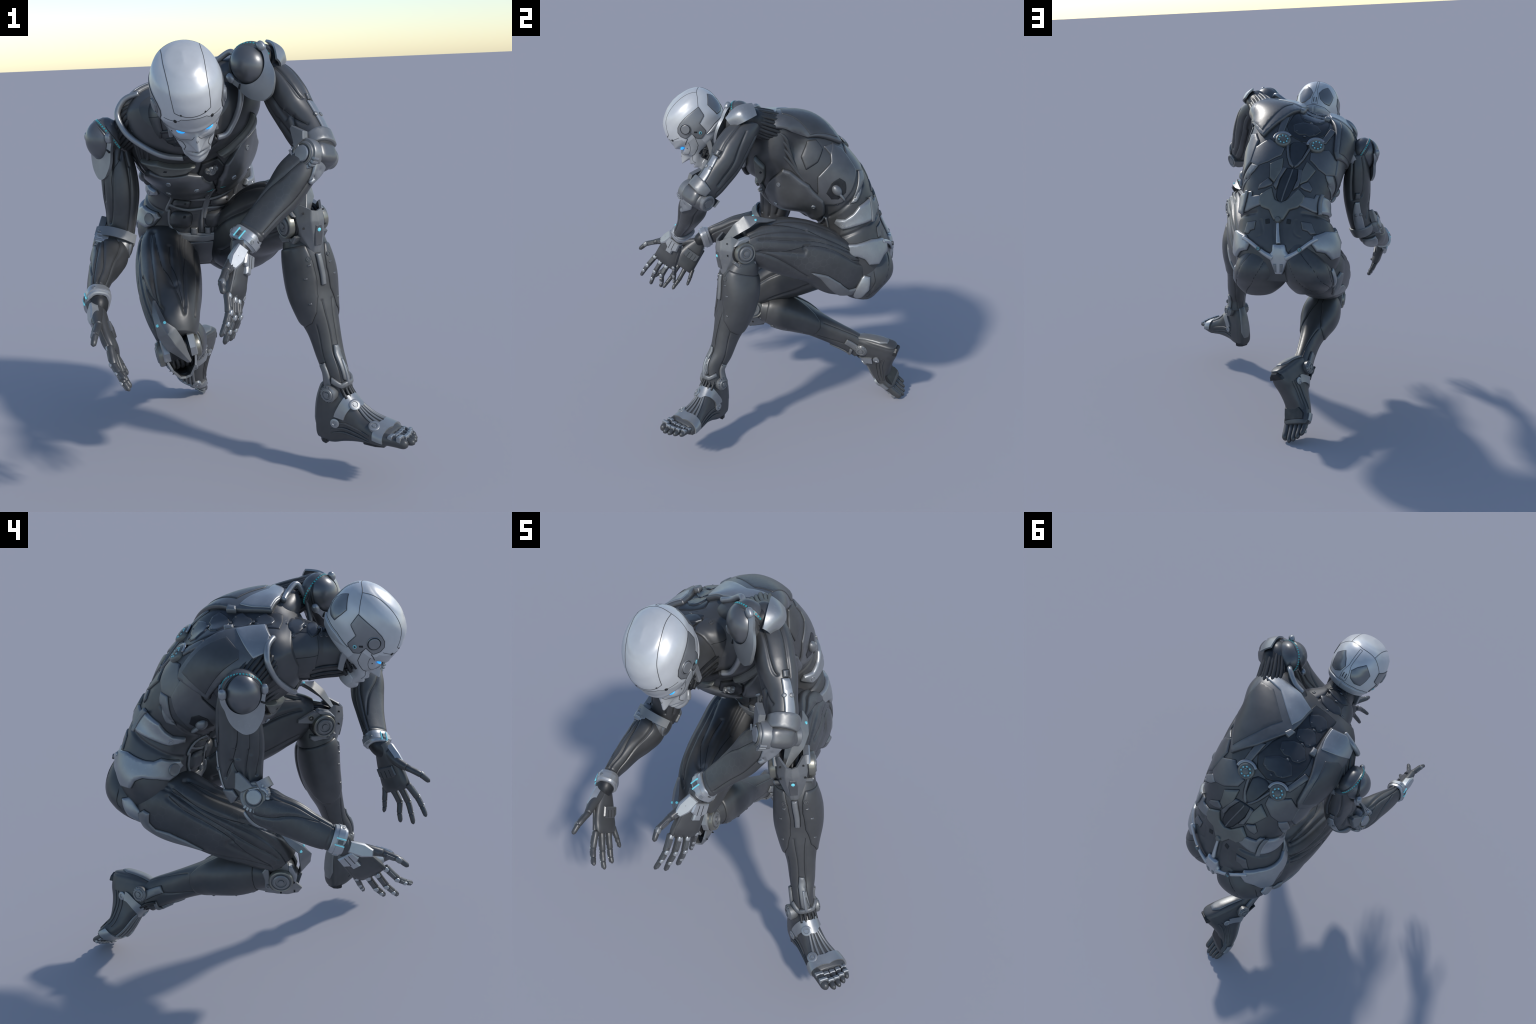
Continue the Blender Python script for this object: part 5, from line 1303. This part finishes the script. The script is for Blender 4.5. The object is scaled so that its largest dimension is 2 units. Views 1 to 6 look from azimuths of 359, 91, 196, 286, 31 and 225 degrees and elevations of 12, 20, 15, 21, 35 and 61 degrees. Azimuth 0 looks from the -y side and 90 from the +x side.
for sg in (1, -1):
    fix = lambda PF: PF if sg == 1 else PF
    tpl = hemit('temple_panel', hd.plate(fx(TEMPLE, sg), .003, .003, step=.008, axis=V(sg, 0, 0)), 'temple')
    seams.add(*hd.seam(fx(TEMPLE, sg), .0018, .0030, closed=True))
    hemit('head_window', hd.plate(fx(WINDOW, sg), .002, .003, step=.008, axis=V(sg * .55, -.8, .1)), 'window')
    seams.add(*hd.seam(fx(WINDOW, sg), .0015, .0018, closed=True))
    (o,), (n,) = hd.near([(sg * .142, .049, .027)])
    ear = hemit('ear_disc', revolve([(.033,-.004),(.033,.004),(.031,.006),(.029,.003),(.027,.003),(.0255,.0075),(.023,.009),(0,.009)], o, n, 44), 'temple', tpl, 30)
    hemit('ear_groove', revolve([(.029,0),(.029,.0042),(.0265,.0042),(.0265,0)], o, n, 44), 'seam', ear)
    (o,), (n,) = hd.near([(sg * .138, -.001, -.043)])
    hemit('ear_lamp', revolve([(.0088,0),(.0088,.0055),(.0075,.0065),(.0055,.0065),(.0048,.004),(0,.004)], o, n, 24), 'cyan', tpl, 40)
    hemit('ear_lamp_core', revolve([(.0046,.003),(.0046,.0062),(0,.0064)], o, n, 18), 'seam', tpl)
    hemit('ear_slot', hd.plate(fx([(.143,.020,-.012),(.142,.028,-.020),(.139,.014,-.032),(.140,.006,-.026)], sg), .0045, .002, step=.005, axis=V(sg, 0, 0)), 'seam', tpl)
    seams.add(*hd.seam(fx([(.0,-.162,.150),(.026,-.158,.151),(.076,-.140,.142),(.113,-.118,.110),(.135,-.091,.075)], sg), .0016, curve=True))
    seams.add(*hd.seam(fx([(.080,-.138,.142),(.080,-.09,.167),(.081,-.02,.174),(.079,.04,.166),(.077,.09,.147),(.076,.13,.106),(.073,.150,.067)], sg), .0016, curve=True))
    seams.add(*hd.seam(fx([(.073,.150,.067),(.050,.164,.059),(.024,.172,.055),(0,.174,.0535)], sg), .0016))
    seams.add(*hd.seam(fx([(.116,.114,.016),(.088,.146,.024),(.062,.163,.031),(.050,.167,.041),(.026,.174,.042),(0,.176,.043)], sg), .0013))
    seams.add(*hd.seam(fx([(.127,-.020,-.070),(.112,-.097,-.060),(.066,-.156,-.058),(.0,-.176,-.056)], sg), .0018))
    seams.add(*hd.seam(fx([(.117,.091,-.040),(.101,.105,-.072),(.077,.133,-.093),(.045,.156,-.090),(.017,.169,-.082),(.008,.172,-.066)], sg), .0012, curve=True))
    seams.add(*hd.seam(fx([(.142,.038,-.013),(.133,.041,-.045),(.113,.059,-.090),(.100,.080,-.105),(.080,.113,-.117),(.062,.134,-.116),(.046,.148,-.140),(.052,.142,-.162)], sg), .0018))
    seams.add(*hd.seam(fx([(.128,.078,-.022),(.118,.098,-.030),(.100,.112,-.038)], sg), .0025))
    (o,), (n,) = hd.near([(sg * .075, .156, .027)])
    hemit('brow_bolt', revolve([(.0075,-.002),(.0075,.0016),(0,.0018)], o, n, 20), 'seam')
    (o,), (n,) = hd.near([(sg * .05, .166, .063)])
    hemit('brow_bolt', revolve([(.0035,-.002),(.0035,.0014),(0,.0016)], o, n, 14), 'seam')
    (o,), (n,) = hd.near([(sg * .092, .12, -.062)])
    hemit('cheek_bolt', revolve([(.003,-.002),(.003,.0012),(0,.0014)], o, n, 14), 'seam')
    # eye
    eye = hemit('eye', ellipsoid(V(sg * .058, .146, -.046), unit(V(1., -.35 * sg, .18 * sg)), unit(V(.35 * sg, 1., .3)), unit(V(-.2 * sg, -.3, 1.)), (.018, .011, .0070), 28, 18), 'blue')
    # cheek side: jaw links and pistons in the open side of the mask
    hemit('jaw_link', block(V(sg * .098, .03, -.105), V(0, 1., 0), V(0, 0, 1.), V(sg, 0, 0), [(-.06,.03),(-.03,.035),(.0,-.04),(.02,-.075),(-.005,-.085),(-.04,-.03)], -.02, .008, .004), 'temple', None, 30)
    for k, (y0, z0, y1, z1) in enumerate(((.015,-.10,.09,-.135), (.0,-.125,.085,-.165), (.02,-.17,.08,-.19))):
        hemit('jaw_piston', tube([V(sg * .088, y0, z0), V(sg * .074, y1, z1)], .009, 12, n=8), 'joint')
    hemit('jaw_plate', hd.plate(fx([(.058,.075,-.175),(.052,.115,-.185),(.046,.128,-.205),(.040,.12,-.235),(.040,.085,-.24),(.050,.065,-.215)], sg), .006, .004, step=.006, axis=V(sg, .2, -.1)), 'face')
    hemit('neck_guard', hd.plate(fx([(.128,-.020,-.075),(.113,-.095,-.066),(.066,-.153,-.064),(.0,-.170,-.062),(.0,-.150,-.10),(.060,-.135,-.10),(.105,-.085,-.098)], sg), .006, .004, step=.009, axis=V(sg * .6, -.75, -.2)), 'face')
seams.add(*hd.seam([(.007,-.170,.142),(.006,-.198,.046),(.020,-.190,-.005),(.018,-.176,-.05),(-.018,-.176,-.05),(-.020,-.190,-.005),(-.006,-.198,.046),(-.007,-.170,.142)], .0013, closed=True))
for x in (.008, -.008):
    seams.add(*hd.seam([(x, -.192, -.005), (x, -.180, -.036)], .003))
seams.add(*hd.seam([(-.012,.197,-.068),(-.006,.20,-.076),(.006,.20,-.076),(.012,.197,-.068)], .0012))
seams.add(*hd.seam([(-.026,.16,-.1665),(-.01,.165,-.167),(.01,.165,-.167),(.026,.16,-.1665)], .0018))
emit('helmet_seams', head(np.vstack(seams.P)), seams.F, 'hseam', head_o)
# neck machinery
for k in range(9):
    a = -78 + 19.5 * k
    q = np.array([(.55, a), (.72, a), (.9, a * .95), (1, a * .9)])
    emit('neck_cable', *tube(NECK.at(*q.T) + NECK.normal(*q.T) * .002, .008, 10, n=24), 'joint', neck)
for sg in (-1, 1):
    for t in (.62, .72, .82):
        bolt(NECK.at(t, 180 + sg * 22)[0], NECK.normal(t, 180 + sg * 22)[0], .011, 'panel', neck)
for k in range(4):
    emit('neck_clip', *plate_uv(NECK, [(.56 + .09 * k, 170), (.56 + .09 * k, 190), (.61 + .09 * k, 187), (.63 + .09 * k, 180), (.61 + .09 * k, 173)], h=.007), 'spine', neck)

# ================================================================== plate joint lines, and dark lines along the strand grooves
for S_, kind, s, g in STRANDS:
    own = dict(thigh=thigh_o, upper=upper_o, fore=fore_o, shin=shin_o, glute=glute)[kind][s]
    GAPS.setdefault(own.name, (own, Bag()))[1].add(*seam_uv(S_, g, .0016, .0006, curve=True, step=.008))  # thin near-black strip along each strand groove
for nm, (par, bag) in list(GAPS.items()):
    bag.emit('panel_gaps', 'seam', par, stuff=True)
